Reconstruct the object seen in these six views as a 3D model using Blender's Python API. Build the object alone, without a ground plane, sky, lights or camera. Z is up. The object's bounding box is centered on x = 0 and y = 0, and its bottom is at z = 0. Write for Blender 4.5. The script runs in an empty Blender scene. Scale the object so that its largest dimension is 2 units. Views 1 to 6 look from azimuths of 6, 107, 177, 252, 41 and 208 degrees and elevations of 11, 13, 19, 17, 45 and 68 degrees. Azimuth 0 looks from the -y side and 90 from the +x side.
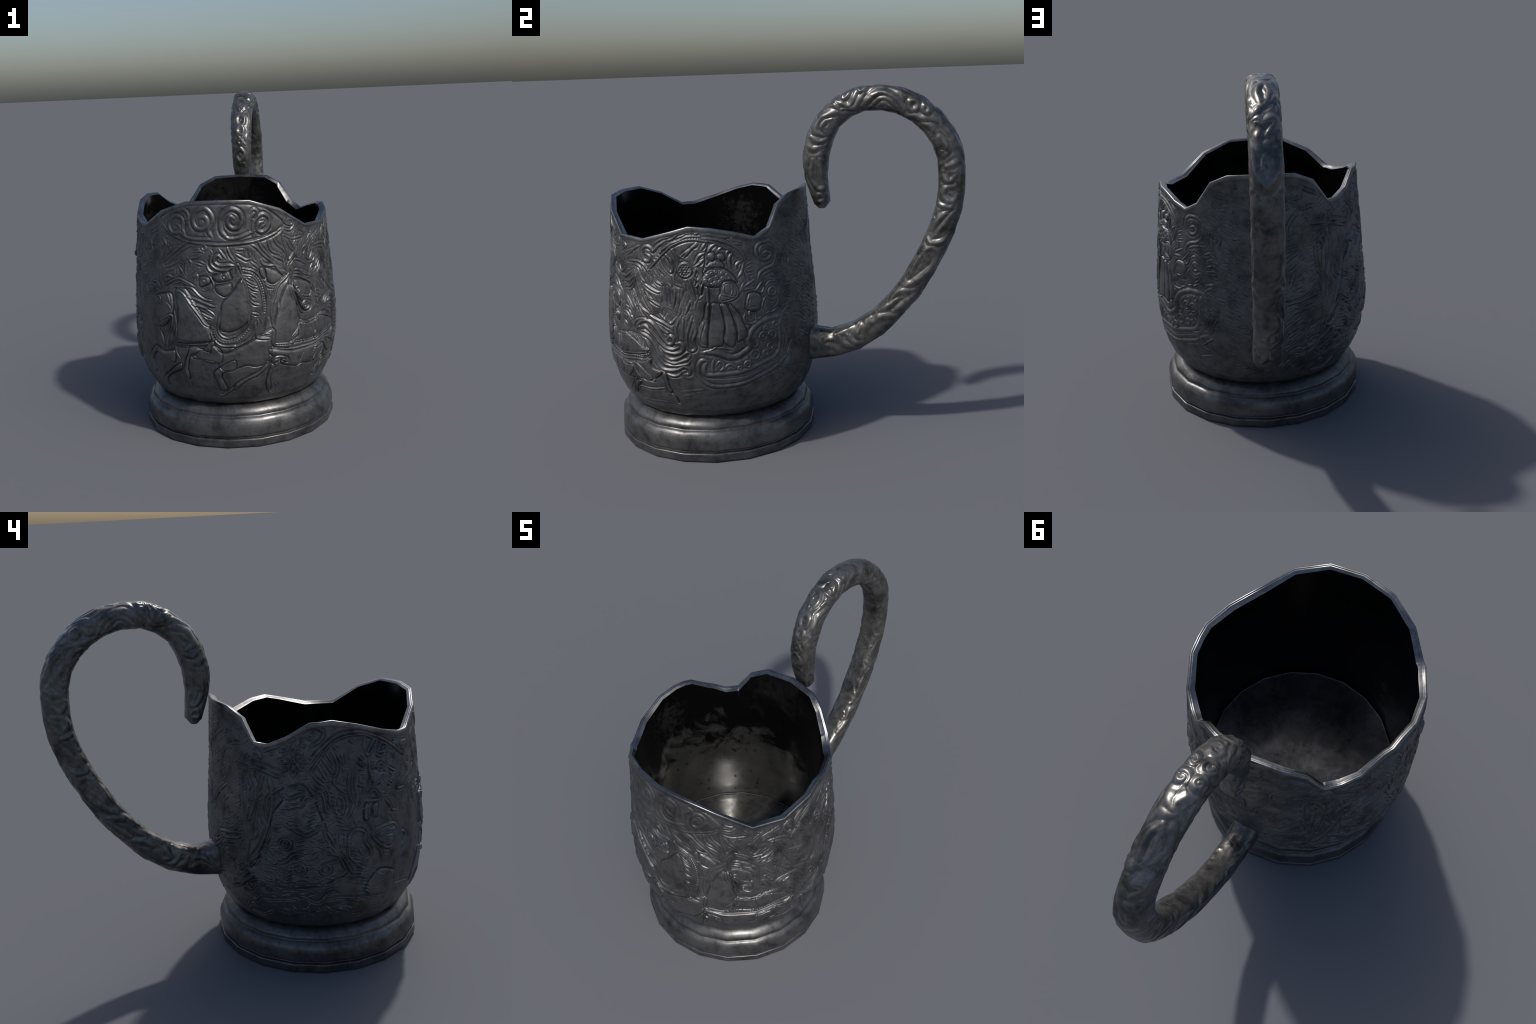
"""Embossed pewter tea-glass holder with scalloped rim, moulded foot and hooked handle."""
import bpy, math, random
import numpy as np

rng = np.random.default_rng(7)
AXIS_Y = -0.4                     # the bowl's axis stands at x = 0, y = AXIS_Y
SIDES = 20                        # the bowl and foot are turned as a soft 20-sided form

# ------------------------------------------------------------------ profiles
# outer wall of the bowl: (height, radius)
WALL = np.array([(.232, .486), (.250, .505), (.280, .527), (.360, .563), (.440, .584), (.520, .595),
                 (.620, .5985), (.740, .594), (.890, .582), (1.05, .567), (1.25, .549), (1.42, .536)])
# scalloped rim: four lobes, (angle in degrees from +x, height of the lip)
RIM = np.array([(0, 1.245), (9, 1.268), (20, 1.259), (35, 1.228), (45, 1.197), (54, 1.240), (62, 1.350),
                (72, 1.391), (90, 1.399), (108, 1.394), (119, 1.349), (127.5, 1.237), (135, 1.231),
                (146, 1.277), (157, 1.338), (169, 1.345), (181, 1.320), (198, 1.267), (211, 1.235),
                (219, 1.235), (234, 1.317), (251, 1.368), (270, 1.374), (288, 1.368), (306, 1.311),
                (324, 1.206), (342, 1.200), (360, 1.245)])
INNER_R, FLOOR_Z = .510, .362
# inside of the wall: (height, radius)
INSIDE = np.array([(.362, .507), (.42, .513), (.60, .516), (.90, .517), (1.25, .516), (1.42, .513)])
# mouldings of the foot, from the neck down: (radius, height)
FOOT = [(.44, .232), (.462, .228), (.480, .2225), (.496, .215), (.511, .204), (.5225, .191), (.5275, .180), (.527, .170),
        (.5255, .1665), (.530, .165), (.540, .160), (.550, .148), (.557, .132), (.561, .112), (.563, .085),
        (.5635, .066), (.5625, .062), (.547, .060), (.545, .054), (.547, .0485), (.5635, .0465), (.5645, .043), (.564, .004), (.561, 0), (.3, 0), (.001, 0)]
LIP = .024                        # height of the plain lip above the chased wall


def facet(theta):
    """radius factor of a 20-sided section whose corners sit on the nominal circle"""
    half = math.pi / SIDES
    return np.cos(half) / np.cos(np.mod(theta, 2 * half) - half)


def wall_radius(z, theta):
    """outer radius; the back lobe, where the handle stands, flares a little more"""
    back = np.clip(np.cos((theta - math.pi / 2) * 1.5), 0, 1) * (np.cos(theta - math.pi / 2) > 0)
    t = np.clip((z - 1.0) / .3, 0, 1)
    return np.interp(z, WALL[:, 0], WALL[:, 1]) + .009 * back * t * t * (3 - 2 * t)


def rim_height(theta, soft=0):
    d = np.degrees(theta) % 360
    if not soft:
        return np.interp(d, RIM[:, 0], RIM[:, 1])
    k = np.linspace(-soft, soft, 13)
    w = np.cos(k / soft * math.pi / 2)
    return sum(wi * np.interp((d + ki) % 360, RIM[:, 0], RIM[:, 1]) for wi, ki in zip(w, k)) / w.sum()


def catmull(pts, step):
    p = np.asarray(pts, float)
    if len(p) == 2:
        n = max(2, int(np.linalg.norm(p[1] - p[0]) / step) + 1)
        t = np.linspace(0, 1, n)[:, None]
        return p[0] + (p[1] - p[0]) * t
    q = np.vstack([2 * p[0] - p[1], p, 2 * p[-1] - p[-2]])
    out = []
    for i in range(1, len(q) - 2):
        a, b, c, d = q[i - 1:i + 3]
        n = max(2, int(np.linalg.norm(c - b) / step) + 1)
        t = np.linspace(0, 1, n, endpoint=False)[:, None]
        out.append(.5 * (2 * b + (c - a) * t + (2 * a - 5 * b + 4 * c - d) * t * t + (3 * b - a - 3 * c + d) * t ** 3))
    out.append(p[-1:])
    return np.vstack(out)


def smooth01(t):
    t = np.clip(t, 0, 1)
    return t * t * (3 - 2 * t)


def value_noise(u, v, period_u, seed):
    """tileable (in u) lattice noise, -1..1"""
    g = np.random.default_rng(seed).uniform(-1, 1, (period_u, 512))
    iu, iv = np.floor(u).astype(int), np.floor(v).astype(int)
    fu, fv = smooth01(u - iu), smooth01(v - iv)
    a, b = iu % period_u, (iu + 1) % period_u
    c, d = iv % 512, (iv + 1) % 512
    return (g[a, c] * (1 - fu) + g[b, c] * fu) * (1 - fv) + (g[a, d] * (1 - fu) + g[b, d] * fu) * fv


# ------------------------------------------------------------------ chasing tool
class Relief:
    """Chased relief on a wrapped sheet. Points are (angle in degrees, height in mm);
    widths and depths in mm. `period` and `x_per_deg` describe the sheet."""

    def __init__(self, xs, z, mm_per_deg, deg0=0.0):
        # xs: column angles (deg), z: heights in mm, shape (rows, cols)
        self.xs, self.z, self.k, self.deg0 = xs, z, mm_per_deg, deg0
        self.dx = (xs[1] - xs[0])
        self.n = len(xs)
        self.up = np.zeros_like(z)
        self.down = np.zeros_like(z)
        self.plate = np.zeros_like(z)
        self.regions = []

    def _window(self, P, margin):
        lo, hi = P[:, 0].min() - margin / self.k, P[:, 0].max() + margin / self.k
        i0 = int(math.floor((lo - self.xs[0]) / self.dx))
        i1 = int(math.ceil((hi - self.xs[0]) / self.dx))
        idx = np.arange(i0, i1 + 1)
        cols = idx % self.n
        deg = self.xs[0] + idx * self.dx
        zz = self.z[:, cols]
        rows = np.where(((zz > P[:, 1].min() - margin) & (zz < P[:, 1].max() + margin)).any(1))[0]
        if len(rows) == 0:
            return None
        sl = slice(rows[0], rows[-1] + 1)
        X = np.broadcast_to(deg * self.k, zz[sl].shape)
        return sl, cols, X, zz[sl]

    def _dist(self, C, X, Z, reach, weight=None):
        """distance to polyline C (mm) by segments, and the stroke's weight at the nearest point"""
        d2 = np.full(X.shape, float(reach * reach))
        amp = np.ones(X.shape)
        for k, ((ax, az), (bx, bz)) in enumerate(zip(C[:-1], C[1:])):
            m = np.where((X[0] > min(ax, bx) - reach) & (X[0] < max(ax, bx) + reach))[0]
            if len(m) == 0:
                continue
            c0, c1 = m[0], m[-1] + 1
            zr = Z[:, c0:c1]
            r = np.where(((zr > min(az, bz) - reach) & (zr < max(az, bz) + reach)).any(1))[0]
            if len(r) == 0:
                continue
            s = (slice(r[0], r[-1] + 1), slice(c0, c1))
            px, pz = X[s] - ax, Z[s] - az
            vx, vz = bx - ax, bz - az
            L = vx * vx + vz * vz + 1e-9
            t = np.clip((px * vx + pz * vz) / L, 0, 1)
            n2 = (px - t * vx) ** 2 + (pz - t * vz) ** 2
            near = n2 < d2[s]
            d2[s] = np.where(near, n2, d2[s])
            if weight is not None:
                amp[s] = np.where(near, weight[k] + t * (weight[k + 1] - weight[k]), amp[s])
        return np.sqrt(d2), amp

    def _curve(self, pts, step=5):
        p = np.asarray(pts, float) * [self.k, 1]
        return catmull(p, step)

    def ridge(self, pts, w, h, halo=.55):
        reach = 3.2 * w
        C = self._curve(pts)
        P = C / [self.k, 1]
        win = self._window(P, reach)
        if win is None:
            return
        sl, cols, X, Z = win
        run = np.concatenate([[0], np.cumsum(np.linalg.norm(np.diff(C, axis=0), axis=1))])
        closed = np.linalg.norm(C[0] - C[-1]) < 3 * w
        taper = np.ones(len(C)) if closed else .35 + .65 * smooth01(np.minimum(run, run[-1] - run) / min(5 * w, .5 * run[-1] + 1e-6))
        d, amp = self._dist(C, X, Z, reach, taper)
        ww = w * (.55 + .45 * amp)
        bump = h * amp * np.exp(-(d / ww) ** 2)
        self.up[sl, cols] = np.maximum(self.up[sl, cols], bump)
        if halo:
            g = halo * h * amp * np.exp(-((d - 2.0 * ww) / (.8 * ww)) ** 2) * (d < reach)
            self.down[sl, cols] = np.maximum(self.down[sl, cols], g)

    def groove(self, pts, w, h):
        reach = 3 * w
        C = self._curve(pts)
        win = self._window(C / [self.k, 1], reach)
        if win is None:
            return
        sl, cols, X, Z = win
        d, _ = self._dist(C, X, Z, reach)
        self.down[sl, cols] = np.maximum(self.down[sl, cols], h * np.exp(-(d / w) ** 2))

    def ring(self, centre, radius, w, h):
        a = np.linspace(0, 2 * math.pi, 17)
        if radius < w * 1.2:
            self.ridge([centre, (centre[0] + .01, centre[1] + .01)], max(w, radius * .8), h)
            return
        self.ridge([(centre[0] + radius * math.cos(t) / self.k, centre[1] + radius * math.sin(t)) for t in a], w, h)

    def beads(self, pts, w, h):
        C = self._curve(pts, 2)
        s = np.concatenate([[0], np.cumsum(np.linalg.norm(np.diff(C, axis=0), axis=1))])
        n = max(2, int(s[-1] / (2.6 * w)))
        for t in np.linspace(0, s[-1], n):
            x, y = np.interp(t, s, C[:, 0]), np.interp(t, s, C[:, 1])
            self.ridge([(x / self.k, y), (x / self.k + .01, y)], w * .9, h, halo=0)

    def pad(self, pts, w, h):
        """a raised pillow with a chased outline"""
        p = np.asarray(pts, float) * [self.k, 1]
        q = np.vstack([p[-2:], p, p[:2]])
        C = catmull(q, 6)
        i0 = np.argmin(np.linalg.norm(C - p[0], axis=1)); i1 = len(C) - 1 - np.argmin(np.linalg.norm(C[::-1] - p[0], axis=1))
        p = C = C[i0:i1]
        win = self._window(C / [self.k, 1], 14)
        if win is None:
            return
        sl, cols, X, Z = win
        inside = self._inside(p, X, Z)
        w, h = 2.0 * w, 1.55 * h
        d, _ = self._dist(np.vstack([p, p[:1]]), X, Z, max(w, 12))
        t = np.clip(d / w, 0, 1)
        raise_ = h * np.sqrt(np.clip(1 - (1 - t) ** 2, 0, 1)) * inside
        self.plate[sl, cols] = np.maximum(self.plate[sl, cols], raise_)
        g = 4.2 * np.exp(-((d - 2.5) / 3.6) ** 2) * ~inside
        self.down[sl, cols] = np.maximum(self.down[sl, cols], g)

    @staticmethod
    def _inside(p, X, Z):
        ins = np.zeros(X.shape, bool)
        for (ax, az), (bx, bz) in zip(p, np.roll(p, -1, 0)):
            if az == bz:
                continue
            cond = (Z > az) != (Z > bz)
            ins ^= cond & (X < (bx - ax) * (Z - az) / (bz - az) + ax)
        return ins

    def region(self, name, pts):
        self.regions.append((name, np.asarray(pts, float)))

    def total(self):
        u = self.up
        return self.plate + .85 * u - 1.55 * self.down * smooth01(1 - u / 2.2)


# ------------------------------------------------------------------ chased motifs on the bowl
def carve_cartouche(r):
    r.pad([(233.3, 1265), (239.2, 1200), (247.1, 1168), (257.1, 1147), (272.9, 1137), (287.8, 1144), (299.8, 1169), (306.6, 1203), (307.0, 1238), (298.9, 1305), (289.2, 1344), (270.1, 1360), (251.8, 1356), (243.7, 1332), (235.8, 1290)], 14, 2.85)
    r.ridge([(233.3, 1265), (239.2, 1200), (247.1, 1168), (257.1, 1147), (272.9, 1137), (287.8, 1144), (299.8, 1169), (306.9, 1207)], 5, 3.04)
    r.groove([(239.8, 1214), (249.3, 1181), (262.1, 1159), (273.9, 1151), (287.9, 1161), (303.2, 1191)], 5, 2.38)
    r.ridge([(266.7, 1176), (264.7, 1216), (267.0, 1265), (266.0, 1305), (262.2, 1332), (257.5, 1312), (255.6, 1270), (257.3, 1230), (261.3, 1223), (264.1, 1252), (263.0, 1283), (260.0, 1283), (259.4, 1257)], 8, 3.8)
    r.ridge([(275.4, 1169), (271.8, 1211), (271.6, 1273), (273.9, 1308), (278.0, 1324), (282.2, 1304), (283.4, 1263), (281.3, 1227), (277.5, 1224), (275.3, 1254), (276.9, 1284), (279.2, 1274)], 8, 3.8)
    r.ridge([(251.5, 1184), (249.3, 1219), (249.4, 1268), (246.0, 1290), (241.8, 1279), (239.5, 1241), (241.7, 1202), (245.9, 1200), (247.6, 1230), (244.7, 1249)], 7, 3.8)
    r.ridge([(289.0, 1179), (289.4, 1237), (292.1, 1271), (295.7, 1286), (299.1, 1260), (298.2, 1216), (294.4, 1193), (291.6, 1208), (292.8, 1239), (295.4, 1245)], 7, 3.8)
    r.ridge([(247.2, 1308), (249.5, 1325), (252.5, 1310), (252.7, 1278), (250.5, 1269)], 6, 2.85)
    r.ridge([(287.9, 1300), (290.4, 1316), (292.5, 1297), (291.1, 1262), (288.6, 1264)], 6, 2.85)
    r.ridge([(241.7, 1193), (247.1, 1205), (251.5, 1181), (257.7, 1169), (266.9, 1169)], 6, 3.04)
    r.ridge([(272.2, 1202), (275.4, 1172), (281.0, 1173), (287.2, 1194), (290.6, 1205)], 6, 3.04)
    r.region("cartouche", [(232.2, 1264), (238.6, 1195), (247.0, 1162), (257.1, 1139), (272.9, 1129), (287.7, 1136), (300.3, 1162), (308.0, 1201), (307.6, 1242), (299.0, 1310), (289.2, 1348), (270.1, 1364), (251.8, 1361), (243.1, 1336), (234.4, 1289)])

def carve_horse_middle(r):
    r.pad([(259.0, 966), (261.1, 971), (263.8, 964), (264.5, 941), (262.4, 928), (259.4, 919), (258.6, 940)], 9, 4.6)
    r.groove([(259.2, 948), (260.6, 958), (262.2, 953)], 4, 3.45)
    r.ridge([(259.9, 902), (261.5, 896), (263.6, 911), (264.9, 921)], 3.5, 3.68)
    r.ridge([(264.3, 974), (265.6, 954), (266.4, 933), (266.5, 911)], 4, 3.68)
    r.pad([(266.1, 974), (269.5, 984), (272.1, 991), (274.2, 1000), (275.6, 977), (276.0, 956), (273.2, 949), (268.1, 949)], 9, 4.6)
    r.ring((272.7, 975), 11, 3, 3.68)
    r.pad([(267.5, 921), (271.8, 928), (275.6, 931), (275.7, 901), (274.9, 879), (272.4, 867), (269.4, 883), (267.9, 900)], 9, 4.6)
    r.ridge([(270.9, 1066), (269.4, 1084), (267.5, 1070), (267.4, 1049), (269.2, 1035), (271.7, 1029), (274.8, 1031), (277.6, 1026)], 6, 5.75)
    r.ridge([(266.2, 1082), (265.1, 1057), (265.5, 1034), (267.8, 1015), (270.9, 1006), (274.2, 1006), (276.5, 1017)], 6, 5.75)
    r.ridge([(263.1, 1019), (264.1, 1004), (265.8, 993)], 5, 4.6)
    r.groove([(264.3, 1080), (263.5, 1052), (263.9, 1027), (266.2, 1005), (270.3, 995)], 4, 3.45)
    r.ridge([(278.5, 985), (278.8, 1001), (279.6, 1033), (280.8, 1014), (281.3, 984)], 4, 3.68)
    r.pad([(269.7, 776), (271.2, 834), (276.5, 890), (281.3, 951), (283.6, 911), (284.6, 814), (283.9, 736), (278.7, 690), (272.5, 677), (268.6, 704)], 12, 5.75)
    r.ridge([(269.8, 790), (268.4, 735), (268.1, 679), (270.1, 650), (273.0, 640), (276.5, 648), (276.6, 647), (280.9, 680), (283.5, 710), (284.9, 756)], 4, 4.02)
    r.ridge([(264.6, 704), (264.5, 663), (266.4, 622), (269.8, 598), (276.3, 594), (276.3, 590), (282.0, 614), (285.4, 641), (287.0, 678), (287.6, 713)], 4.5, 4.6)
    r.beads([(265.5, 694), (265.7, 663), (267.6, 632), (271.1, 616), (276.4, 619), (277.6, 623), (281.0, 649), (283.7, 681)], 5, 4.02)
    r.ridge([(281.8, 1010), (287.2, 998), (290.4, 971), (292.6, 931), (293.9, 881), (294.7, 825), (294.4, 754), (293.9, 735), (293.3, 706), (292.5, 677)], 4, 4.6)
    r.beads([(283.6, 992), (286.3, 984), (288.7, 967), (291.0, 938), (292.4, 896), (292.9, 854), (293.2, 818), (293.2, 786), (292.8, 761)], 5, 4.02)
    r.ridge([(281.6, 975), (287.0, 966), (289.6, 937), (291.0, 897), (291.8, 856), (292.1, 814), (291.9, 773)], 3, 2.88)
    r.ridge([(283.9, 950), (286.0, 935), (288.9, 917)], 4.5, 4.6)
    r.ridge([(285.2, 911), (287.6, 893), (289.8, 885)], 4.5, 4.6)
    r.ridge([(286.4, 872), (288.8, 852)], 4.5, 4.6)
    r.ridge([(285.7, 834), (287.5, 819), (290.1, 811)], 4.5, 4.6)
    r.ridge([(286.1, 769), (289.5, 758)], 4.5, 4.6)
    r.ridge([(284.6, 930), (286.7, 915), (289.4, 904)], 4.5, 4.6)
    r.ridge([(281.6, 959), (283.0, 931), (284.1, 885), (284.6, 835), (284.8, 781), (284.9, 762), (283.2, 705)], 3.5, 3.45)
    r.ridge([(288.7, 732), (289.2, 708), (288.3, 676), (287.7, 640), (289.9, 631), (294.5, 622)], 5, 4.6)
    r.ridge([(291.2, 655), (294.6, 647)], 4, 3.68)
    r.pad([(265.0, 631), (266.4, 583), (271.9, 556), (287.1, 627), (292.4, 661), (297.7, 660), (295.7, 561), (292.6, 489), (286.7, 473), (281.6, 483), (271.3, 457), (264.6, 514), (253.4, 528), (259.2, 574)], 12, 5.17)
    r.pad([(275.9, 513), (270.4, 491), (265.2, 453), (264.3, 428), (266.0, 381), (267.6, 327), (270.6, 336), (269.5, 382), (268.3, 418), (269.5, 447), (275.6, 462)], 9, 5.17)
    r.ridge([(265.1, 303), (267.8, 295), (270.8, 316), (275.0, 350)], 5, 4.6)
    r.pad([(293.7, 489), (291.9, 475), (288.3, 441), (284.2, 419), (279.8, 396), (275.2, 364), (274.9, 327), (278.8, 365), (283.3, 396), (287.8, 415), (292.5, 449), (294.0, 475)], 9, 5.17)
    r.pad([(263.3, 560), (258.4, 574), (254.7, 588), (252.0, 582), (251.0, 548), (248.8, 506), (246.8, 451), (247.1, 416), (248.0, 391), (249.8, 405), (249.3, 448), (250.5, 501), (251.9, 539), (254.3, 545), (257.4, 521), (261.9, 503), (268.7, 508), (268.8, 571), (264.7, 596)], 9, 5.17)
    r.ridge([(248.0, 377), (249.7, 345), (251.9, 344), (252.0, 382)], 3.5, 2.88)
    r.region("horse_middle", [(258.5, 936), (262.2, 1058), (265.6, 1088), (274.1, 1063), (279.2, 1046), (289.4, 1003), (294.6, 894), (296.3, 762), (294.3, 645), (297.5, 627), (295.2, 534), (293.9, 480), (284.7, 411), (269.5, 282), (265.1, 281), (263.1, 426), (249.4, 383), (247.2, 456), (250.2, 574), (263.2, 596), (264.1, 730), (268.0, 808), (267.6, 873), (259.0, 885)])

def carve_horse_left(r):
    r.pad([(244.1, 886), (249.4, 912), (254.8, 844), (260.0, 755), (265.4, 651), (263.7, 624), (243.7, 614), (245.6, 745)], 14, 6.25)
    r.pad([(229.9, 841), (235.5, 863), (240.8, 865), (241.8, 774), (236.9, 696), (231.1, 683), (228.0, 702), (229.9, 777)], 9, 5)
    r.ridge([(230.4, 840), (232.0, 850), (234.0, 842), (233.6, 818), (232.1, 806), (230.4, 813), (230.4, 840)], 3, 4)
    r.ridge([(222.3, 902), (224.4, 902), (227.6, 923), (230.7, 919), (233.6, 894)], 4, 4)
    r.ridge([(222.4, 859), (225.5, 869), (227.5, 899), (230.3, 899), (232.0, 890)], 4, 4)
    r.ridge([(223.5, 842), (227.8, 870), (230.8, 883), (232.0, 866)], 4, 4)
    r.ridge([(234.3, 919), (235.4, 949), (238.7, 968), (241.8, 958), (243.4, 962)], 4.5, 4)
    r.ridge([(235.8, 910), (237.6, 936), (240.8, 952)], 4, 4)
    r.ridge([(236.6, 908), (241.4, 940), (246.0, 955), (250.5, 942), (255.6, 919)], 4.5, 5)
    r.ridge([(242.1, 925), (247.5, 938), (252.5, 925), (255.9, 916)], 4, 4)
    r.ridge([(242.8, 907), (249.0, 915), (253.4, 912), (256.1, 891), (258.2, 869), (261.4, 849), (265.2, 843)], 4, 5)
    r.ridge([(251.6, 863), (256.0, 850), (260.0, 833), (265.1, 814), (267.6, 814)], 5, 4)
    r.ridge([(243.4, 890), (247.8, 886), (251.0, 860), (253.2, 828), (255.6, 796), (258.7, 755), (260.7, 725), (263.4, 703)], 4, 5)
    r.ridge([(254.0, 826), (258.4, 812), (262.5, 798)], 5, 4)
    r.ridge([(237.7, 873), (239.4, 849), (240.1, 818)], 4, 4)
    r.ridge([(237.3, 823), (240.1, 797), (240.8, 781)], 4, 4)
    r.ridge([(257.8, 782), (261.5, 762), (266.0, 744)], 4.5, 4)
    r.ridge([(259.3, 767), (262.1, 744), (265.4, 738)], 4, 4)
    r.ridge([(261.9, 796), (264.9, 778), (266.4, 763)], 4, 4)
    r.ridge([(242.5, 782), (243.2, 742), (244.1, 689), (243.5, 624), (242.6, 574), (243.3, 532), (245.2, 508)], 4, 4)
    r.groove([(244.2, 622), (252.2, 615), (261.2, 621)], 3.5, 3.12)
    r.ridge([(243.6, 598), (252.1, 599), (262.1, 607)], 4, 4)
    r.groove([(243.0, 578), (250.2, 579), (261.7, 595)], 3.5, 3.12)
    r.pad([(241.9, 550), (236.1, 540), (233.0, 544), (228.3, 561), (225.2, 540), (221.6, 501), (218.8, 451), (217.9, 404), (219.8, 381), (222.4, 399), (222.1, 435), (222.1, 463), (224.7, 502), (227.6, 522), (232.0, 515), (237.0, 497), (240.9, 487)], 9, 5)
    r.pad([(245.4, 480), (242.1, 465), (236.8, 423), (229.9, 374), (226.7, 327), (229.9, 316), (232.8, 370), (237.2, 409), (243.1, 439), (245.3, 453)], 9, 5)
    r.ridge([(235.0, 721), (238.5, 743), (240.9, 749), (241.1, 708), (239.3, 657), (237.1, 608), (236.2, 553)], 4, 4)
    r.ridge([(229.9, 661), (233.2, 641), (234.6, 597), (233.6, 555)], 4, 4)
    r.ridge([(228.0, 577), (229.2, 623), (230.9, 653)], 4, 4)
    r.ridge([(228.8, 727), (230.2, 700), (232.0, 684), (234.9, 708)], 3.5, 4)
    r.ridge([(240.5, 652), (240.1, 600), (237.3, 569)], 4, 4)
    r.region("horse_left", [(218.2, 893), (231.8, 947), (242.0, 978), (250.6, 945), (259.0, 885), (265.5, 847), (266.6, 782), (264.5, 730), (264.7, 631), (248.8, 586), (249.1, 531), (241.6, 462), (231.8, 332), (227.6, 355), (221.7, 386), (215.6, 430), (224.9, 558), (227.4, 662), (226.4, 702), (227.7, 800), (219.9, 841)])

def carve_horse_right(r):
    r.pad([(307.1, 896), (311.5, 866), (312.2, 734), (313.9, 677), (311.3, 600), (305.9, 557), (296.0, 586), (299.7, 757), (303.3, 843)], 13, 5)
    r.ridge([(308.6, 954), (305.8, 933), (302.4, 908), (300.3, 878), (299.1, 838), (297.4, 808), (296.5, 751), (296.7, 731), (297.1, 683)], 5.5, 4.5)
    r.ridge([(307.6, 919), (305.1, 898), (302.5, 861), (300.9, 816), (300.1, 746)], 4, 3)
    r.beads([(307.5, 944), (304.4, 924), (301.3, 896), (299.7, 862)], 4, 2.5)
    r.ridge([(312.6, 969), (315.8, 964), (319.0, 939), (324.1, 918), (325.7, 875), (326.3, 830), (327.5, 813)], 5, 4)
    r.ridge([(311.8, 937), (315.0, 931), (320.5, 905), (323.5, 882), (324.0, 855), (325.5, 826)], 5, 4)
    r.ridge([(312.7, 952), (316.3, 944), (318.7, 922), (323.5, 908)], 4, 3.5)
    r.ridge([(309.7, 991), (310.5, 967), (310.1, 935)], 4, 3.2)
    r.ridge([(311.4, 988), (311.3, 949)], 4, 3.2)
    r.ridge([(309.2, 919), (308.5, 887), (308.7, 845), (310.0, 807)], 4, 3.2)
    r.ridge([(311.5, 910), (310.1, 879), (310.4, 842), (312.0, 800), (313.7, 769), (315.1, 735), (317.6, 721)], 4, 3.2)
    r.pad([(311.9, 915), (320.3, 894), (323.2, 860), (322.1, 819), (318.9, 798), (322.3, 776), (321.3, 738), (317.7, 738), (315.1, 763), (313.5, 809), (311.3, 866)], 9, 4)
    r.ring((313.4, 865), 10, 3, 3.2)
    r.ring((318.5, 765), 23, 4, 3.5)
    r.ring((317.5, 765), 8, 3, 3.2)
    r.ridge([(311.9, 859), (314.0, 822), (315.4, 793)], 4, 3.2)
    r.ridge([(307.3, 613), (311.4, 644), (312.7, 678)], 3.5, 3.2)
    r.ridge([(313.1, 689), (316.9, 675), (319.7, 671), (324.2, 676), (328.8, 683)], 4, 3.2)
    r.ridge([(313.5, 685), (314.3, 638), (314.3, 573)], 3, 2.5)
    r.ridge([(316.5, 673), (316.8, 620), (316.4, 568)], 3, 2.5)
    r.ridge([(321.0, 671), (322.3, 622), (323.3, 566)], 3, 2.5)
    r.ridge([(323.9, 670), (324.9, 615), (324.7, 568)], 3, 2.5)
    r.ridge([(295.2, 564), (300.7, 554), (308.3, 540), (316.4, 536), (325.2, 538), (342.6, 559)], 4, 3.2)
    r.ridge([(297.4, 586), (304.9, 578), (313.3, 575), (321.9, 569), (331.5, 578), (341.5, 587)], 3, 3.2)
    r.beads([(299.2, 572), (304.6, 563), (311.8, 558), (320.6, 555), (328.2, 558), (340.7, 573)], 5, 3.5)
    r.ring((314.5, 563), 3, 6, 4)
    r.ring((323.5, 559), 3, 6, 4)
    r.pad([(295.2, 558), (308.3, 530), (316.4, 527), (325.2, 529), (336.9, 526), (346.9, 448), (338.9, 448), (326.7, 433), (320.9, 430), (315.1, 443), (312.2, 434), (307.6, 445), (301.5, 468), (301.0, 501), (295.4, 527)], 12, 5)
    r.pad([(327.8, 685), (322.8, 670), (313.1, 677), (311.9, 606), (305.6, 580), (314.5, 579), (325.2, 573), (340.6, 593), (341.6, 629)], 12, 4.5)
    r.ridge([(304.3, 498), (298.2, 510), (296.1, 494)], 5, 4)
    r.pad([(304.6, 497), (298.2, 513), (295.8, 498), (295.8, 479), (297.6, 475), (301.1, 488), (304.4, 472)], 9, 4)
    r.pad([(295.8, 475), (293.8, 420), (292.9, 363), (294.0, 317), (295.5, 303), (295.7, 339), (294.9, 390), (296.2, 436), (297.7, 456)], 9, 4)
    r.ridge([(297.8, 357), (299.6, 328), (297.6, 302), (296.0, 291), (295.0, 319)], 4, 3.2)
    r.groove([(315.4, 504), (314.0, 481), (312.1, 441)], 3.5, 2.5)
    r.groove([(324.2, 531), (324.3, 479), (321.3, 432)], 3.5, 2.5)
    r.ridge([(333.9, 444), (329.9, 406), (328.3, 360), (324.9, 325)], 5, 3.2)
    r.pad([(324.7, 673), (330.9, 693), (336.5, 689), (339.7, 670), (342.3, 638), (344.8, 610), (324.3, 565), (324.2, 617)], 12, 4.5)
    r.pad([(324.0, 521), (335.9, 545), (345.5, 573), (345.5, 545), (346.7, 521), (350.7, 511), (352.4, 507), (349.1, 475), (342.9, 447), (338.9, 448), (334.5, 486), (332.5, 514), (326.5, 508)], 12, 5)
    r.ridge([(336.5, 689), (339.7, 667), (342.7, 632), (345.4, 599)], 3.5, 3.2)
    r.pad([(352.1, 511), (354.2, 499), (354.6, 459), (355.5, 419), (356.4, 399), (354.4, 385), (353.6, 409), (353.1, 447), (352.0, 486)], 9, 4)
    r.pad([(355.5, 387), (358.1, 368), (358.9, 326), (356.8, 344), (355.0, 364)], 9, 3.5)
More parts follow.
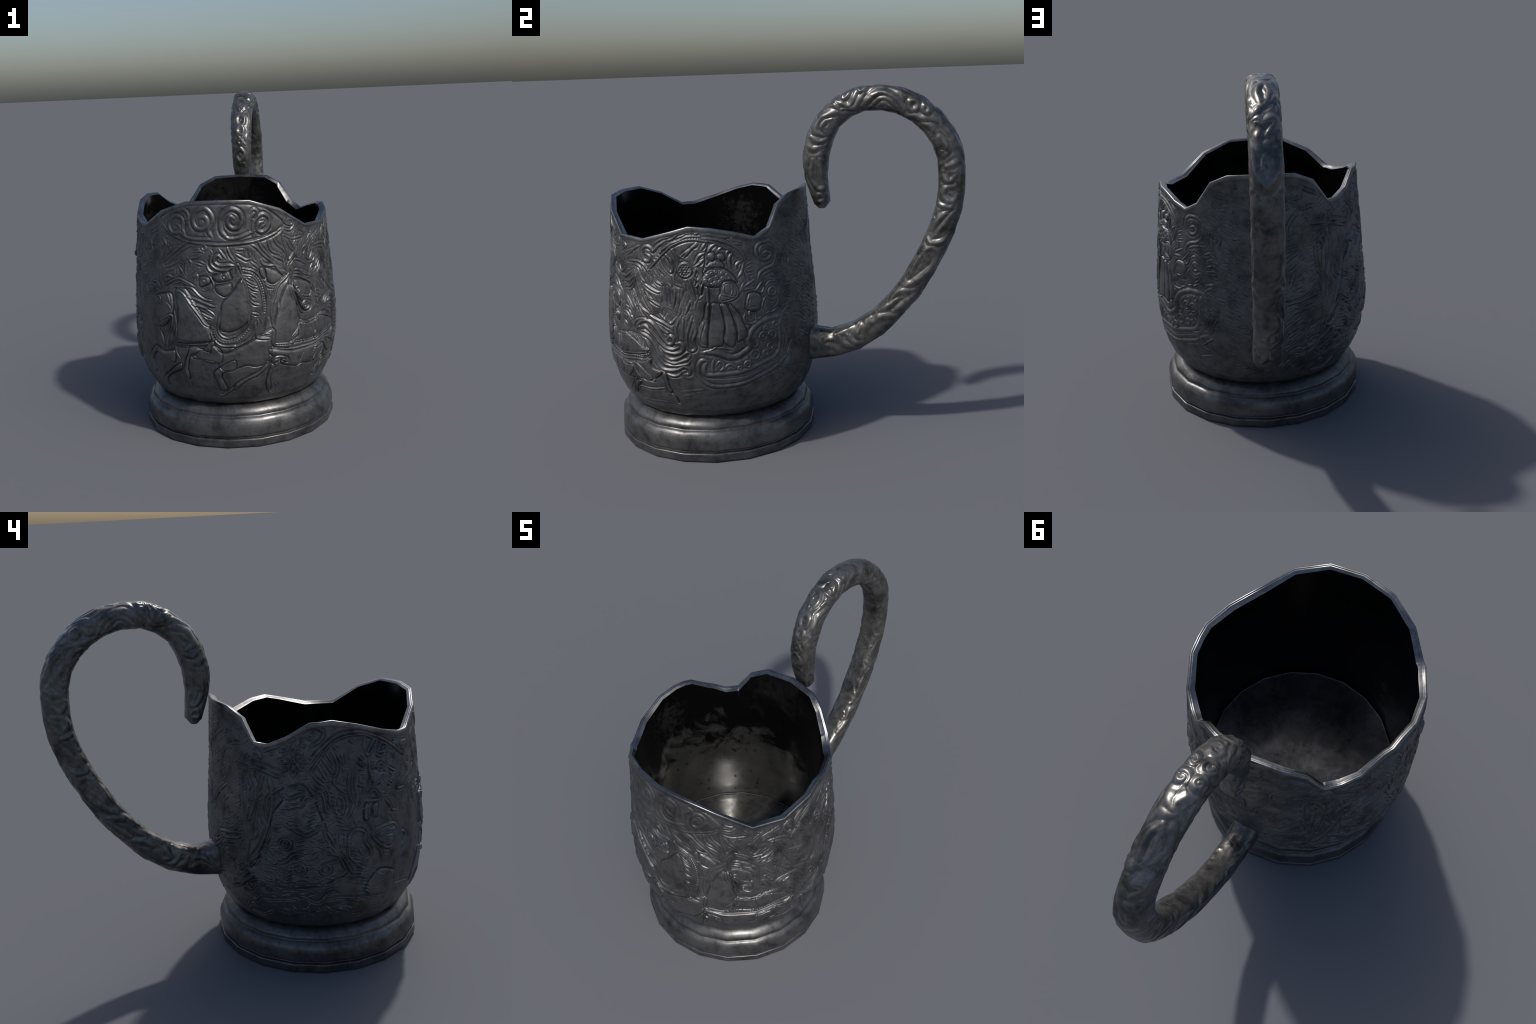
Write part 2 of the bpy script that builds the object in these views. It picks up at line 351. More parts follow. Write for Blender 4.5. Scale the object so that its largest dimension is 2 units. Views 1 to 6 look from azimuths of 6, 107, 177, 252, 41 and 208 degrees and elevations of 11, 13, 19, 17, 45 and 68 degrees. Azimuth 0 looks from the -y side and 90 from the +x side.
    r.pad([(332.3, 421), (336.1, 421), (332.0, 384), (327.8, 331), (325.5, 354), (327.7, 386)], 9, 4)
    r.ridge([(331.0, 356), (333.5, 385), (340.2, 391), (346.5, 397), (352.3, 411)], 4, 3.2)
    r.ridge([(324.2, 562), (335.6, 586), (345.5, 608)], 3, 3.2)
    r.ridge([(324.2, 532), (336.0, 555), (341.1, 559), (345.5, 580)], 4, 3.2)
    r.beads([(325.9, 555), (332.5, 565), (338.9, 578), (344.6, 594)], 5, 3.5)
    r.pad([(324.4, 516), (331.6, 515), (331.4, 478), (326.6, 437), (322.6, 446)], 9, 4)
    r.region("horse_right", [(300.3, 743), (296.3, 749), (297.4, 810), (299.2, 860), (301.4, 904), (305.2, 937), (308.7, 959), (310.1, 995), (316.0, 975), (325.2, 927), (327.9, 812), (324.0, 772), (322.0, 725), (326.5, 723), (337.0, 642), (345.7, 571), (353.3, 481), (341.9, 438), (331.5, 397), (326.8, 312), (322.8, 335), (326.3, 414), (315.3, 432), (311.6, 425), (300.8, 463), (297.4, 440), (295.9, 382), (300.0, 327), (296.5, 286), (292.4, 345), (293.1, 431), (294.5, 522), (295.0, 571), (297.6, 643), (297.3, 688), (297.0, 742)])

def carve_horse_tail(r):
    r.ridge([(337.6, 704), (337.6, 735), (340.1, 763), (344.0, 775), (347.7, 762), (350.7, 729), (353.8, 690), (356.9, 664), (359.4, 671), (359.8, 695), (358.0, 706), (356.5, 687)], 7, 5)
    r.ridge([(338.8, 724), (342.5, 746), (345.4, 732), (348.8, 697), (352.1, 664), (355.2, 643), (358.9, 636), (361.7, 645)], 7, 5)
    r.ridge([(0.9, 669), (3.3, 671), (4.7, 652), (3.7, 628), (0.6, 615), (-4.9, 621), (-8.0, 645)], 7, 5)
    r.ridge([(351.3, 638), (353.7, 604), (356.7, 585), (359.5, 584), (363.2, 599), (366.3, 621), (368.0, 620)], 6, 5)
    r.ridge([(351.5, 620), (354.1, 579), (357.2, 565), (360.2, 563), (363.9, 576), (366.9, 588), (368.2, 611)], 6, 5)
    r.ridge([(339.9, 705), (344.5, 691), (347.9, 659), (350.1, 615), (352.0, 570), (355.1, 549), (360.7, 549), (366.2, 560), (368.1, 585)], 6, 4.5)
    r.ridge([(343.3, 673), (345.7, 634), (347.4, 589), (349.5, 551), (352.6, 523), (356.8, 519), (361.2, 529), (364.6, 545), (367.1, 532), (366.9, 506), (364.5, 501)], 6.5, 5)
    r.ridge([(354.5, 496), (358.6, 490), (361.8, 501), (363.5, 521)], 5, 4)
    r.ridge([(341.6, 723), (346.0, 705), (349.7, 667), (351.2, 626)], 5, 3.5)
    r.region("horse_tail", [(336.1, 701), (336.7, 736), (340.1, 772), (344.8, 785), (348.7, 769), (352.3, 725), (355.5, 710), (358.7, 715), (360.7, 696), (361.5, 678), (364.2, 679), (365.8, 650), (365.4, 631), (368.1, 632), (369.3, 608), (368.2, 560), (368.3, 532), (367.8, 499), (364.4, 491), (362.7, 497), (358.5, 480), (354.4, 489), (350.8, 518), (347.2, 531), (345.6, 583), (344.9, 617), (342.1, 668)])

def carve_sleigh(r):
    r.ridge([(13.9, 623), (17.1, 625), (20.9, 620), (24.7, 601), (28.2, 587), (31.9, 591), (35.6, 612), (38.2, 636), (37.7, 675), (39.6, 714), (43.1, 743), (48.0, 761), (52.8, 767), (57.9, 764)], 9, 4.5)
    r.ridge([(57.9, 759), (55.9, 720), (55.8, 654), (54.8, 591), (51.7, 554), (44.5, 531), (37.9, 513), (31.6, 501), (25.5, 498), (19.5, 499), (15.9, 501), (14.7, 517), (15.1, 547), (16.9, 576)], 8, 4.05)
    r.ridge([(16.6, 579), (13.7, 580), (12.0, 554), (11.9, 514), (13.6, 468), (17.1, 441), (22.8, 428), (30.9, 429), (38.0, 443), (44.7, 464), (51.1, 484), (54.8, 509), (59.7, 533)], 7, 4.05)
    r.groove([(14.9, 492), (19.4, 480), (26.0, 473), (33.2, 474), (40.5, 491), (48.0, 516), (53.2, 544)], 3, 2.25)
    r.ridge([(19.9, 588), (19.0, 555), (18.9, 508)], 5, 3.15)
    r.ring((46.0, 676), 21, 4, 2.88)
    r.ring((51.0, 674), 22, 4, 2.88)
    r.ring((41.0, 586), 24, 5, 2.88)
    r.ring((36.8, 542), 17, 4, 2.88)
    r.ring((49.7, 616), 16, 4, 2.88)
    r.ring((47.0, 586), 14, 4, 2.88)
    r.ring((52.9, 730), 12, 4, 2.88)
    r.ring((47.7, 717), 10, 4, 2.88)
    r.ring((32.6, 525), 8, 4, 2.88)
    r.ring((46.2, 674), 6, 4, 2.88)
    r.ring((50.8, 673), 6, 4, 2.88)
    r.ridge([(39.5, 630), (42.1, 629), (42.9, 653), (41.6, 662)], 5, 2.88)
    r.ridge([(20.9, 551), (22.5, 570), (24.5, 555), (24.4, 535), (22.2, 513)], 4.5, 2.88)
    r.ridge([(24.2, 518), (26.3, 545), (28.7, 547), (30.9, 523)], 5, 2.88)
    r.ridge([(13.9, 623), (18.1, 634), (21.4, 652)], 4.5, 3.6)
    r.ridge([(23.3, 646), (26.0, 638), (28.7, 631)], 5, 3.6)
    r.region("sleigh", [(11.1, 557), (13.5, 597), (13.0, 623), (21.1, 658), (29.5, 612), (35.1, 631), (36.3, 680), (39.4, 730), (47.4, 773), (58.5, 772), (58.9, 736), (57.0, 652), (57.2, 591), (61.4, 535), (52.7, 472), (44.8, 450), (38.1, 428), (31.0, 414), (22.2, 415), (16.4, 428), (12.6, 461)])

def carve_bearded_figure(r):
    r.pad([(19.3, 872), (18.1, 780), (17.3, 717), (17.0, 657), (14.4, 661), (12.7, 687), (14.1, 740), (16.2, 811), (17.2, 873)], 9, 3.82)
    r.pad([(27.6, 866), (29.9, 808), (31.6, 738), (31.4, 687), (29.7, 647), (26.2, 661), (25.4, 681), (26.3, 759), (25.3, 837), (24.5, 869)], 9, 3.82)
    r.pad([(29.1, 865), (33.1, 820), (35.0, 780), (36.8, 715), (37.3, 695), (32.2, 670), (32.3, 721), (31.1, 801)], 9, 2.98)
    r.pad([(19.8, 872), (24.2, 869), (24.9, 831), (25.9, 759), (25.0, 668), (21.7, 655), (17.6, 660), (18.6, 779)], 8, 1.27)
    r.pad([(20.1, 1051), (17.0, 1027), (15.1, 984), (19.1, 965), (24.5, 962), (27.0, 984), (29.9, 987), (33.4, 975), (31.9, 1008), (28.5, 1040), (24.5, 1055)], 9, 4.25)
    r.ring((18.5, 1018), 6, 3.5, 1.87)
    r.ring((20.8, 1028), 6, 3.5, 1.87)
    r.ring((20.1, 997), 6, 3.5, 1.87)
    r.ring((22.9, 1038), 6, 3.5, 1.87)
    r.ring((23.3, 1009), 6, 3.5, 1.87)
    r.ring((22.3, 981), 6, 3.5, 1.87)
    r.ring((26.1, 1028), 6, 3.5, 1.87)
    r.ring((26.2, 1002), 6, 3.5, 1.87)
    r.ring((28.7, 1017), 6, 3.5, 1.87)
    r.ring((29.7, 999), 6, 3.5, 1.87)
    r.ring((24.7, 985), 6, 3.5, 1.87)
    r.ring((17.5, 995), 6, 3.5, 1.87)
    r.ring((20.9, 976), 6, 3.5, 1.87)
    r.pad([(19.0, 1127), (21.1, 1136), (22.7, 1128), (22.5, 1099), (19.7, 1098)], 9, 4.25)
    r.pad([(24.0, 1121), (26.7, 1127), (28.1, 1110), (27.0, 1089), (24.4, 1097)], 9, 4.25)
    r.pad([(17.8, 1061), (20.0, 1086), (23.2, 1096), (25.9, 1088), (27.4, 1056), (23.9, 1052), (20.1, 1059)], 9, 3.4)
    r.beads([(18.1, 1067), (21.1, 1077), (23.7, 1081), (26.9, 1065)], 5, 2.12)
    r.pad([(25.1, 950), (26.4, 975), (29.3, 982), (32.2, 970), (34.0, 930), (32.9, 902), (30.5, 887), (26.4, 879), (24.7, 881), (23.9, 899), (24.9, 927)], 9, 3.4)
    r.ridge([(25.1, 950), (26.4, 975), (29.3, 982), (32.2, 970), (34.0, 930), (32.9, 902), (30.5, 887), (26.4, 879), (24.7, 881), (23.9, 899), (24.9, 927)], 4, 2.72)
    r.ridge([(26.6, 969), (26.4, 937), (27.7, 910)], 3.5, 2.72)
    r.ridge([(30.1, 969), (30.8, 939), (30.0, 911)], 3.5, 2.72)
    r.ridge([(25.5, 921), (28.9, 909), (32.0, 900)], 3, 2.72)
    r.pad([(14.8, 981), (16.1, 975), (15.5, 940), (14.6, 923), (13.8, 944)], 9, 3.4)
    r.ridge([(17.9, 969), (18.3, 925), (18.1, 849)], 4.5, 3.4)
    r.groove([(19.3, 959), (19.4, 907), (19.2, 849)], 4, 3.4)
    r.groove([(27.4, 867), (28.7, 842), (29.9, 808), (31.5, 738)], 3.5, 2.55)
    r.ridge([(21.0, 953), (21.8, 926), (23.7, 916)], 5, 2.12)
    r.ridge([(19.8, 936), (22.0, 911), (23.0, 893)], 4, 1.7)
    r.ridge([(12.8, 918), (13.6, 903), (15.1, 906)], 4.5, 3.4)
    r.region("bearded_figure", [(16.9, 1056), (17.6, 1093), (19.0, 1138), (22.6, 1142), (27.6, 1130), (28.6, 1098), (28.0, 1047), (31.9, 1014), (34.3, 974), (35.2, 926), (33.7, 890), (31.0, 872), (33.1, 823), (35.9, 776), (37.6, 698), (32.2, 660), (29.1, 645), (21.4, 655), (16.7, 651), (12.4, 684), (13.8, 741), (16.3, 827), (17.0, 896), (14.3, 920), (13.5, 947), (14.8, 990)])

def carve_seated_figure(r):
    r.ring((52.9, 902), 21, 4, 3.2)
    r.ridge([(51.6, 913), (53.3, 904), (53.9, 888)], 4, 3.2)
    r.ridge([(48.0, 964), (45.3, 936), (43.2, 918)], 5, 4)
    r.ridge([(46.9, 957), (48.3, 931), (46.7, 904), (44.8, 913)], 4, 3.2)
    r.pad([(38.6, 901), (41.5, 912), (45.3, 900), (46.3, 866), (44.6, 821), (37.8, 831)], 10, 4)
    r.ridge([(48.8, 879), (47.2, 858), (45.9, 819)], 5, 4)
    r.ridge([(39.3, 900), (38.0, 873), (37.4, 832)], 4, 3.2)
    r.ridge([(49.6, 890), (51.1, 866), (53.2, 858), (56.3, 871), (55.5, 836), (52.7, 815)], 4, 3.2)
    r.ridge([(49.4, 935), (51.4, 953), (55.0, 952), (57.9, 929), (57.5, 899)], 4, 3.2)
    r.ridge([(39.2, 834), (42.8, 832)], 4, 3.2)
    r.ridge([(36.7, 816), (35.9, 779), (37.7, 759), (40.9, 756), (43.3, 768)], 4.5, 3.2)
    r.ridge([(39.5, 834), (38.9, 797), (40.7, 775)], 4, 3.2)
    r.ridge([(42.5, 791), (42.6, 772), (45.7, 779)], 4, 3.2)
    r.ridge([(46.1, 823), (47.6, 792), (50.9, 801)], 4, 3.2)
    r.ridge([(51.6, 794), (54.9, 812)], 4, 3.2)
    r.region("seated_figure", [(37.1, 903), (42.3, 923), (46.7, 969), (55.2, 964), (59.4, 922), (58.2, 864), (56.5, 822), (54.0, 808), (52.2, 776), (45.6, 767), (41.4, 746), (36.7, 756), (35.7, 795), (37.3, 837)])

def carve_rosette(r):
    r.ring((6.9, 1048), 34, 5, 4)
    r.ring((6.9, 1048), 8, 4, 4)
    r.ring((7.0, 1071), 8, 3.5, 3.5)
    r.ring((9.1, 1060), 8, 3.5, 3.5)
    r.ring((9.1, 1035), 8, 3.5, 3.5)
    r.ring((6.8, 1023), 8, 3.5, 3.5)
    r.ring((4.5, 1035), 8, 3.5, 3.5)
    r.ring((4.6, 1060), 8, 3.5, 3.5)

def carve_arch_right(r):
    r.ridge([(346.3, 1046), (349.4, 1076), (353.1, 1112), (356.3, 1140), (359.5, 1166), (363.5, 1185), (367.6, 1198), (372.5, 1201), (379.0, 1191), (379.3, 1193), (383.1, 1181), (386.9, 1160), (390.4, 1143), (393.0, 1120), (395.9, 1094)], 5, 4)
    r.ridge([(353.1, 1139), (359.2, 1178), (363.8, 1195), (368.6, 1215), (375.5, 1215), (375.8, 1208), (382.3, 1200), (388.2, 1182), (393.5, 1155), (397.0, 1125), (399.3, 1088)], 5, 3.5)
    r.beads([(346.3, 1040), (348.7, 1067), (349.8, 1093), (352.1, 1116), (353.4, 1135)], 6, 4)
    r.beads([(0.2, 1185), (3.2, 1193), (6.8, 1202), (10.8, 1205), (15.1, 1203), (19.0, 1197)], 5, 3)
    r.ridge([(13.9, 1188), (11.3, 1162), (7.1, 1132), (4.8, 1118)], 5, 3.2)
    r.ridge([(12.4, 1172), (8.9, 1137), (6.2, 1110)], 5, 3.2)
    r.ridge([(359.5, 1161), (361.8, 1126), (363.2, 1083), (361.3, 1019)], 5, 3.2)
    r.ridge([(356.0, 1129), (358.2, 1108), (359.0, 1092)], 5, 3.2)
    r.ridge([(18.4, 1187), (15.8, 1148)], 5.5, 4)
    r.ridge([(14.2, 1180), (11.1, 1158)], 5.5, 4)
    r.ridge([(17.5, 1130), (14.8, 1120), (12.3, 1080)], 5.5, 4)
    r.ridge([(17.1, 1102), (14.0, 1079)], 5.5, 4)
    r.ridge([(24.6, 1178), (21.5, 1166), (19.3, 1138)], 5.5, 4)
    r.ridge([(27.5, 1164), (24.4, 1141)], 5.5, 4)
    r.ridge([(30.4, 1143), (29.1, 1127)], 5.5, 4)
    r.ridge([(32.4, 1127), (30.4, 1102), (30.4, 1062), (31.5, 1038)], 5.5, 4)
    r.ridge([(37.6, 1072), (36.3, 1027), (34.2, 1000)], 5.5, 4)
    r.ridge([(35.6, 1103), (33.8, 1105)], 5.5, 4)
    r.ridge([(37.0, 1084), (34.1, 1067), (33.3, 1045)], 5.5, 4)
    r.ridge([(43.1, 977), (37.2, 949)], 5.5, 4)
    r.ridge([(38.1, 1025), (39.7, 991), (39.8, 970)], 5.5, 4)
    r.ridge([(41.8, 935), (37.1, 935)], 5.5, 4)
    r.ridge([(11.5, 1042), (13.1, 1057), (15.0, 1024), (13.4, 996), (11.5, 1019)], 5.5, 4)
    r.groove([(20.2, 1189), (18.1, 1127), (17.4, 1070), (15.6, 1024), (13.4, 955)], 4, 4)
    r.ridge([(39.7, 1061), (42.4, 1072)], 3.5, 2.5)
    r.ridge([(39.2, 1041), (42.8, 1054)], 3.5, 2.5)
    r.ridge([(39.3, 1023), (43.3, 1030)], 3.5, 2.5)
    r.ridge([(39.5, 1009), (43.4, 1012)], 3.5, 2.5)
    r.ridge([(10.5, 1243), (12.9, 1246), (14.1, 1233), (12.2, 1225)], 5, 3)
    r.ridge([(14.7, 1235), (18.1, 1249), (20.2, 1244)], 5, 3)
    r.ridge([(18.9, 1230), (23.0, 1217)], 5, 3)
    r.ridge([(21.1, 1246), (23.4, 1228)], 5, 3)
    r.ridge([(25.7, 1215), (28.4, 1206), (31.5, 1208)], 5, 3)
    r.ridge([(32.1, 1210), (32.7, 1190), (37.4, 1174)], 5, 3)
    r.ridge([(33.7, 1175), (37.3, 1162)], 5, 3)
    r.ridge([(350.2, 1181), (354.5, 1204), (359.0, 1212)], 4, 3)
    r.ridge([(356.4, 1194), (360.5, 1206), (363.6, 1229)], 4, 3)
    r.ridge([(359.6, 1223), (363.3, 1243)], 4, 3)
    r.ridge([(4.2, 1227), (8.1, 1244), (11.6, 1244)], 4, 3)
    r.ridge([(3.2, 1210), (7.4, 1224)], 4, 3)
    r.ridge([(11.5, 1234), (13.8, 1229), (12.7, 1242)], 4, 3)
    r.ridge([(355.8, 1189), (351.8, 1166), (348.7, 1138), (347.3, 1152), (344.8, 1161), (342.2, 1148), (341.6, 1117), (343.3, 1088), (346.3, 1087), (346.6, 1107), (344.1, 1122)], 6, 4)
    r.ridge([(329.4, 1105), (332.3, 1120), (336.0, 1144), (339.8, 1159)], 5, 3.2)
    r.ridge([(325.8, 1166), (328.1, 1146), (327.6, 1131)], 4, 3.2)
    r.ridge([(54.6, 1160), (49.1, 1162), (45.7, 1141), (45.7, 1103), (48.4, 1073), (51.6, 1071), (53.8, 1092), (51.7, 1109), (48.8, 1102)], 6, 3.5)
    r.ridge([(51.8, 1142), (48.8, 1140), (47.5, 1118), (48.3, 1094)], 4, 2.5)
    r.ridge([(57.3, 1122), (57.0, 1071), (54.6, 1037), (49.3, 1021), (46.7, 1005), (45.4, 977)], 6, 3.5)
    r.ridge([(59.1, 1014), (52.8, 1010), (47.6, 991)], 5, 3)

def carve_foliage_right(r):
    r.ridge([(343.4, 965), (347.0, 945), (351.0, 930), (353.1, 932)], 5, 4)
    r.ridge([(344.1, 904), (348.3, 879), (352.5, 858)], 5, 4)
    r.ridge([(334.2, 904), (338.4, 865), (341.9, 836), (346.2, 810)], 5, 4)
    r.ridge([(340.0, 947), (342.7, 922)], 5, 4)
    r.ridge([(335.2, 1062), (338.7, 987), (341.2, 934), (344.1, 881), (347.6, 829)], 5, 4)
    r.ridge([(337.8, 1043), (341.1, 996), (343.4, 976)], 5, 4)
    r.ridge([(349.7, 1038), (351.7, 1009)], 5, 4)
    r.ridge([(349.4, 1012), (350.4, 985), (354.2, 966)], 5, 4)
    r.ridge([(347.3, 1002), (347.7, 969), (350.3, 949)], 5, 4)
    r.ridge([(352.1, 1078), (353.0, 1051), (356.2, 1020)], 5, 4)
    r.ridge([(354.4, 1118), (355.0, 1085), (357.4, 1053), (359.8, 1038), (360.5, 1066), (359.1, 1109)], 5, 4)
    r.ridge([(357.0, 962), (358.1, 927), (358.7, 880)], 5, 4)
    r.ridge([(354.8, 958), (356.0, 920), (357.1, 871)], 5, 4)
    r.ridge([(0.9, 956), (1.4, 929), (0.3, 853)], 5, 4)
    r.ridge([(3.1, 924), (3.3, 869)], 5, 4)
    r.ridge([(8.5, 1007), (10.5, 952), (12.0, 897)], 5, 4)
    r.ridge([(6.1, 979), (7.1, 946)], 5, 4)
    r.ridge([(6.5, 825), (9.2, 892)], 5, 4)
    r.ridge([(11.5, 1012), (13.1, 1055), (15.8, 1033), (13.9, 979), (12.2, 963)], 5, 4)
    r.ridge([(323.5, 993), (328.7, 990), (333.0, 1019)], 5, 4)
    r.ridge([(325.4, 967), (330.8, 968), (335.3, 997)], 5, 4)
    r.ridge([(328.3, 932), (332.7, 948), (335.4, 983)], 5, 4)
    r.ridge([(330.9, 916), (334.1, 936), (335.8, 969)], 5, 4)
    r.ridge([(331.5, 1074), (338.2, 1077), (342.6, 1065), (346.3, 1024)], 5, 4)
    r.ridge([(333.9, 1060), (338.6, 1055), (341.8, 1036)], 5, 4)
    r.ridge([(0.7, 1016), (1.5, 984), (5.2, 963)], 5, 4)
    r.ridge([(16.0, 1014), (14.5, 979), (15.3, 929)], 5, 4)
    r.ridge([(16.1, 984), (14.6, 946)], 5, 4)
    r.ridge([(327.0, 825), (324.6, 879), (321.9, 932), (316.4, 965)], 5, 4)
    r.ridge([(331.0, 821), (328.0, 833)], 5, 4)
    r.ridge([(333.8, 866), (336.4, 830)], 5, 4)
    r.ridge([(352.9, 924), (353.5, 891), (352.9, 879)], 5, 4)
    r.ridge([(353.4, 854), (353.7, 824)], 5, 4)
    r.ridge([(344.1, 924), (346.3, 898), (348.6, 889)], 5, 4)
    r.ridge([(11.7, 1061), (14.9, 1082), (17.2, 1103)], 5, 4)
    r.ridge([(13.3, 1110), (15.6, 1125), (17.6, 1133)], 5, 4)
    r.ridge([(345.5, 807), (349.8, 788), (354.4, 772), (358.2, 754), (359.4, 746)], 5.5, 4)
    r.ridge([(352.5, 815), (355.7, 791), (358.8, 775)], 5.5, 4)
    r.ridge([(351.4, 754), (354.9, 728), (357.4, 718)], 5.5, 4)
    r.ridge([(2.8, 792), (1.5, 744), (2.2, 684)], 5.5, 4)
    r.ridge([(5.3, 805), (4.7, 734), (4.8, 686)], 5.5, 4)
    r.ridge([(9.9, 811), (8.3, 764), (6.6, 704), (7.2, 644), (9.5, 632), (11.0, 650), (10.0, 690), (11.7, 741), (10.7, 788)], 5.5, 4)
    r.ridge([(15.8, 793), (13.9, 740), (12.8, 687), (14.1, 662), (16.3, 656)], 5.5, 4)
    r.ridge([(357.1, 819), (356.1, 800), (358.8, 775), (361.4, 803)], 5.5, 4)
    r.ridge([(326.9, 751), (329.6, 728)], 5.5, 4)
    r.ridge([(332.1, 786), (334.1, 768)], 5.5, 4)
    r.ridge([(1.4, 400), (8.3, 408), (15.3, 418)], 5, 1.5)
    r.ridge([(1.5, 371), (8.0, 382)], 5, 1.5)
    r.ridge([(332.3, 302), (345.3, 316), (355.0, 317)], 5, 1.5)

def carve_foliage_front(r):
    r.ridge([(235.2, 1035), (240.3, 1078), (245.7, 1115), (251.0, 1145)], 5, 3.5)
    r.ridge([(239.3, 1041), (244.4, 1081), (249.1, 1114), (254.5, 1139)], 5, 3.5)
    r.ridge([(235.7, 1007), (239.3, 1018), (244.4, 1040), (246.9, 1062)], 5, 3.5)
    r.ridge([(237.2, 985), (242.7, 1010)], 5, 3.5)
    r.ridge([(245.7, 1025), (247.8, 1001), (249.9, 977)], 5, 3.5)
    r.ridge([(250.2, 987), (250.9, 1039), (252.9, 1055)], 5, 3.5)
    r.ridge([(252.4, 1070), (256.4, 1069), (260.6, 1092)], 5, 3.5)
    r.ridge([(255.6, 1101), (259.3, 1106), (261.4, 1097)], 5, 3.5)
    r.ridge([(256.2, 1117), (259.6, 1117)], 5, 3.5)
    r.ridge([(256.1, 1041), (261.0, 1029)], 5, 3.5)
    r.ridge([(257.8, 1056), (262.1, 1039)], 5, 3.5)
    r.ridge([(251.7, 968), (255.4, 1000), (258.5, 1021)], 5, 3.5)
    r.ridge([(252.8, 958), (257.1, 993)], 5, 3.5)
    r.ridge([(269.8, 1119), (271.7, 1091), (273.4, 1066)], 5, 3.5)
    r.ridge([(274.5, 1126), (276.1, 1082), (278.0, 1054)], 5, 3.5)
    r.ridge([(241.3, 1148), (239.9, 1122), (240.6, 1099)], 5, 3.5)
    r.ridge([(235.4, 1167), (237.0, 1132), (234.0, 1083), (234.4, 1052)], 5, 3.5)
    r.ridge([(236.9, 1181), (239.2, 1165)], 5, 3.5)
    r.ridge([(251.6, 1158), (247.9, 1131), (244.7, 1122)], 5, 3.5)
    r.ridge([(258.4, 976), (261.4, 991)], 5, 3.5)
    r.ridge([(245.0, 979), (245.3, 1015)], 5, 3.5)
    r.ridge([(227.8, 1145), (223.5, 1108), (219.6, 1087)], 5, 3.5)
    r.ridge([(230.6, 1116), (226.6, 1088), (226.2, 1048)], 5, 3.5)
    r.ridge([(217.6, 996), (223.3, 1028), (226.4, 1011)], 5, 3.5)
    r.ridge([(222.6, 958), (225.2, 935)], 5, 3.5)
    r.ridge([(254.5, 956), (257.1, 978), (257.6, 952)], 5, 3.5)
    r.ring((261.5, 1125), 13, 4, 3.2)
    r.ridge([(297.4, 1156), (298.2, 1107), (299.8, 1083), (303.6, 1065)], 5, 3.5)
    r.ridge([(301.1, 1155), (302.9, 1120), (306.5, 1086), (307.1, 1055), (306.1, 1023)], 5, 3.5)
    r.ridge([(306.7, 1165), (307.1, 1110), (308.6, 1067), (309.5, 1029), (313.5, 1065), (311.0, 1096), (308.5, 1146)], 5, 3.5)
    r.ridge([(310.9, 1143), (313.0, 1110), (314.1, 1081)], 5, 3.5)
    r.ridge([(287.6, 1135), (290.9, 1111), (293.8, 1076), (297.6, 1042), (300.4, 1017)], 5, 3.5)
    r.ridge([(291.5, 1154), (293.5, 1111), (297.2, 1067), (298.3, 1052)], 5, 3.5)
    r.ridge([(299.6, 1064), (303.1, 1046), (305.8, 1026)], 5, 3.5)
    r.ridge([(292.7, 1050), (293.6, 1025), (296.7, 1012), (300.6, 1009)], 5, 3.5)
    r.ridge([(300.1, 1020), (301.7, 994), (304.5, 960)], 5, 3.5)
    r.ridge([(306.4, 1017), (306.4, 990), (307.1, 967)], 5, 3.5)
    r.ridge([(313.2, 1041), (310.1, 1018), (308.5, 998)], 5, 3.5)
    r.ridge([(316.1, 1089), (315.1, 1043), (317.5, 1024)], 5, 3.5)
    r.ridge([(321.8, 1060), (321.0, 1039), (324.0, 1009), (327.2, 1028), (328.4, 1058)], 5, 3.5)
    r.ridge([(325.2, 1072), (323.9, 1029)], 5, 3.5)
    r.ridge([(331.2, 1015), (327.2, 977), (323.8, 950)], 5, 3.5)
    r.ridge([(332.7, 984), (330.7, 947), (327.2, 931)], 5, 3.5)
    r.ridge([(333.4, 942), (338.7, 866), (345.8, 790)], 5, 3.5)
    r.ridge([(332.2, 916), (334.5, 864), (338.6, 813)], 5, 3.5)
    r.ridge([(328.9, 891), (334.7, 820)], 5, 3.5)
    r.ridge([(278.8, 1111), (281.0, 1110), (283.8, 1111)], 5, 3.5)
    r.ridge([(279.0, 1087), (281.9, 1069), (284.6, 1054), (287.1, 1060)], 5, 3.5)
    r.ridge([(287.2, 1039), (289.3, 1021), (290.4, 1006)], 5, 3.5)
    r.ridge([(294.2, 916), (296.4, 899), (299.2, 892)], 5, 3.5)
    r.ridge([(294.8, 920), (297.0, 908), (299.6, 903)], 5, 3.5)
    r.ridge([(313.3, 1018), (314.4, 1025), (318.1, 1010), (321.8, 987)], 5, 3.5)
    r.ridge([(335.2, 731), (336.6, 763), (343.4, 781), (346.7, 730)], 5, 3.5)
    r.ridge([(336.8, 703), (338.6, 733), (342.7, 732)], 5, 3.5)
    r.ridge([(325.8, 803), (330.0, 787), (332.0, 753)], 5, 3.5)
    r.ridge([(330.1, 816), (332.8, 786)], 5, 3.5)
    r.ridge([(296.8, 885), (297.0, 836)], 5, 3.5)
    r.ridge([(316.6, 825), (319.1, 814), (323.1, 803)], 5, 3.5)
    r.pad([(294.9, 1002), (299.5, 986), (302.9, 962), (304.0, 941), (300.0, 917), (296.9, 923), (295.6, 944)], 12, 3.5)
    r.pad([(291.4, 997), (293.2, 1006), (294.5, 983), (294.5, 948), (292.5, 958)], 9, 2.5)
    r.ridge([(309.0, 1263), (309.2, 1227), (313.9, 1212), (314.2, 1239), (311.2, 1243)], 4.5, 3)
    r.ridge([(308.2, 1196), (312.2, 1184), (315.7, 1205)], 4.5, 3)
    r.ridge([(307.3, 1165), (312.8, 1138), (320.8, 1140)], 4.5, 3)
    r.ridge([(318.7, 1187), (321.9, 1164)], 4.5, 3)
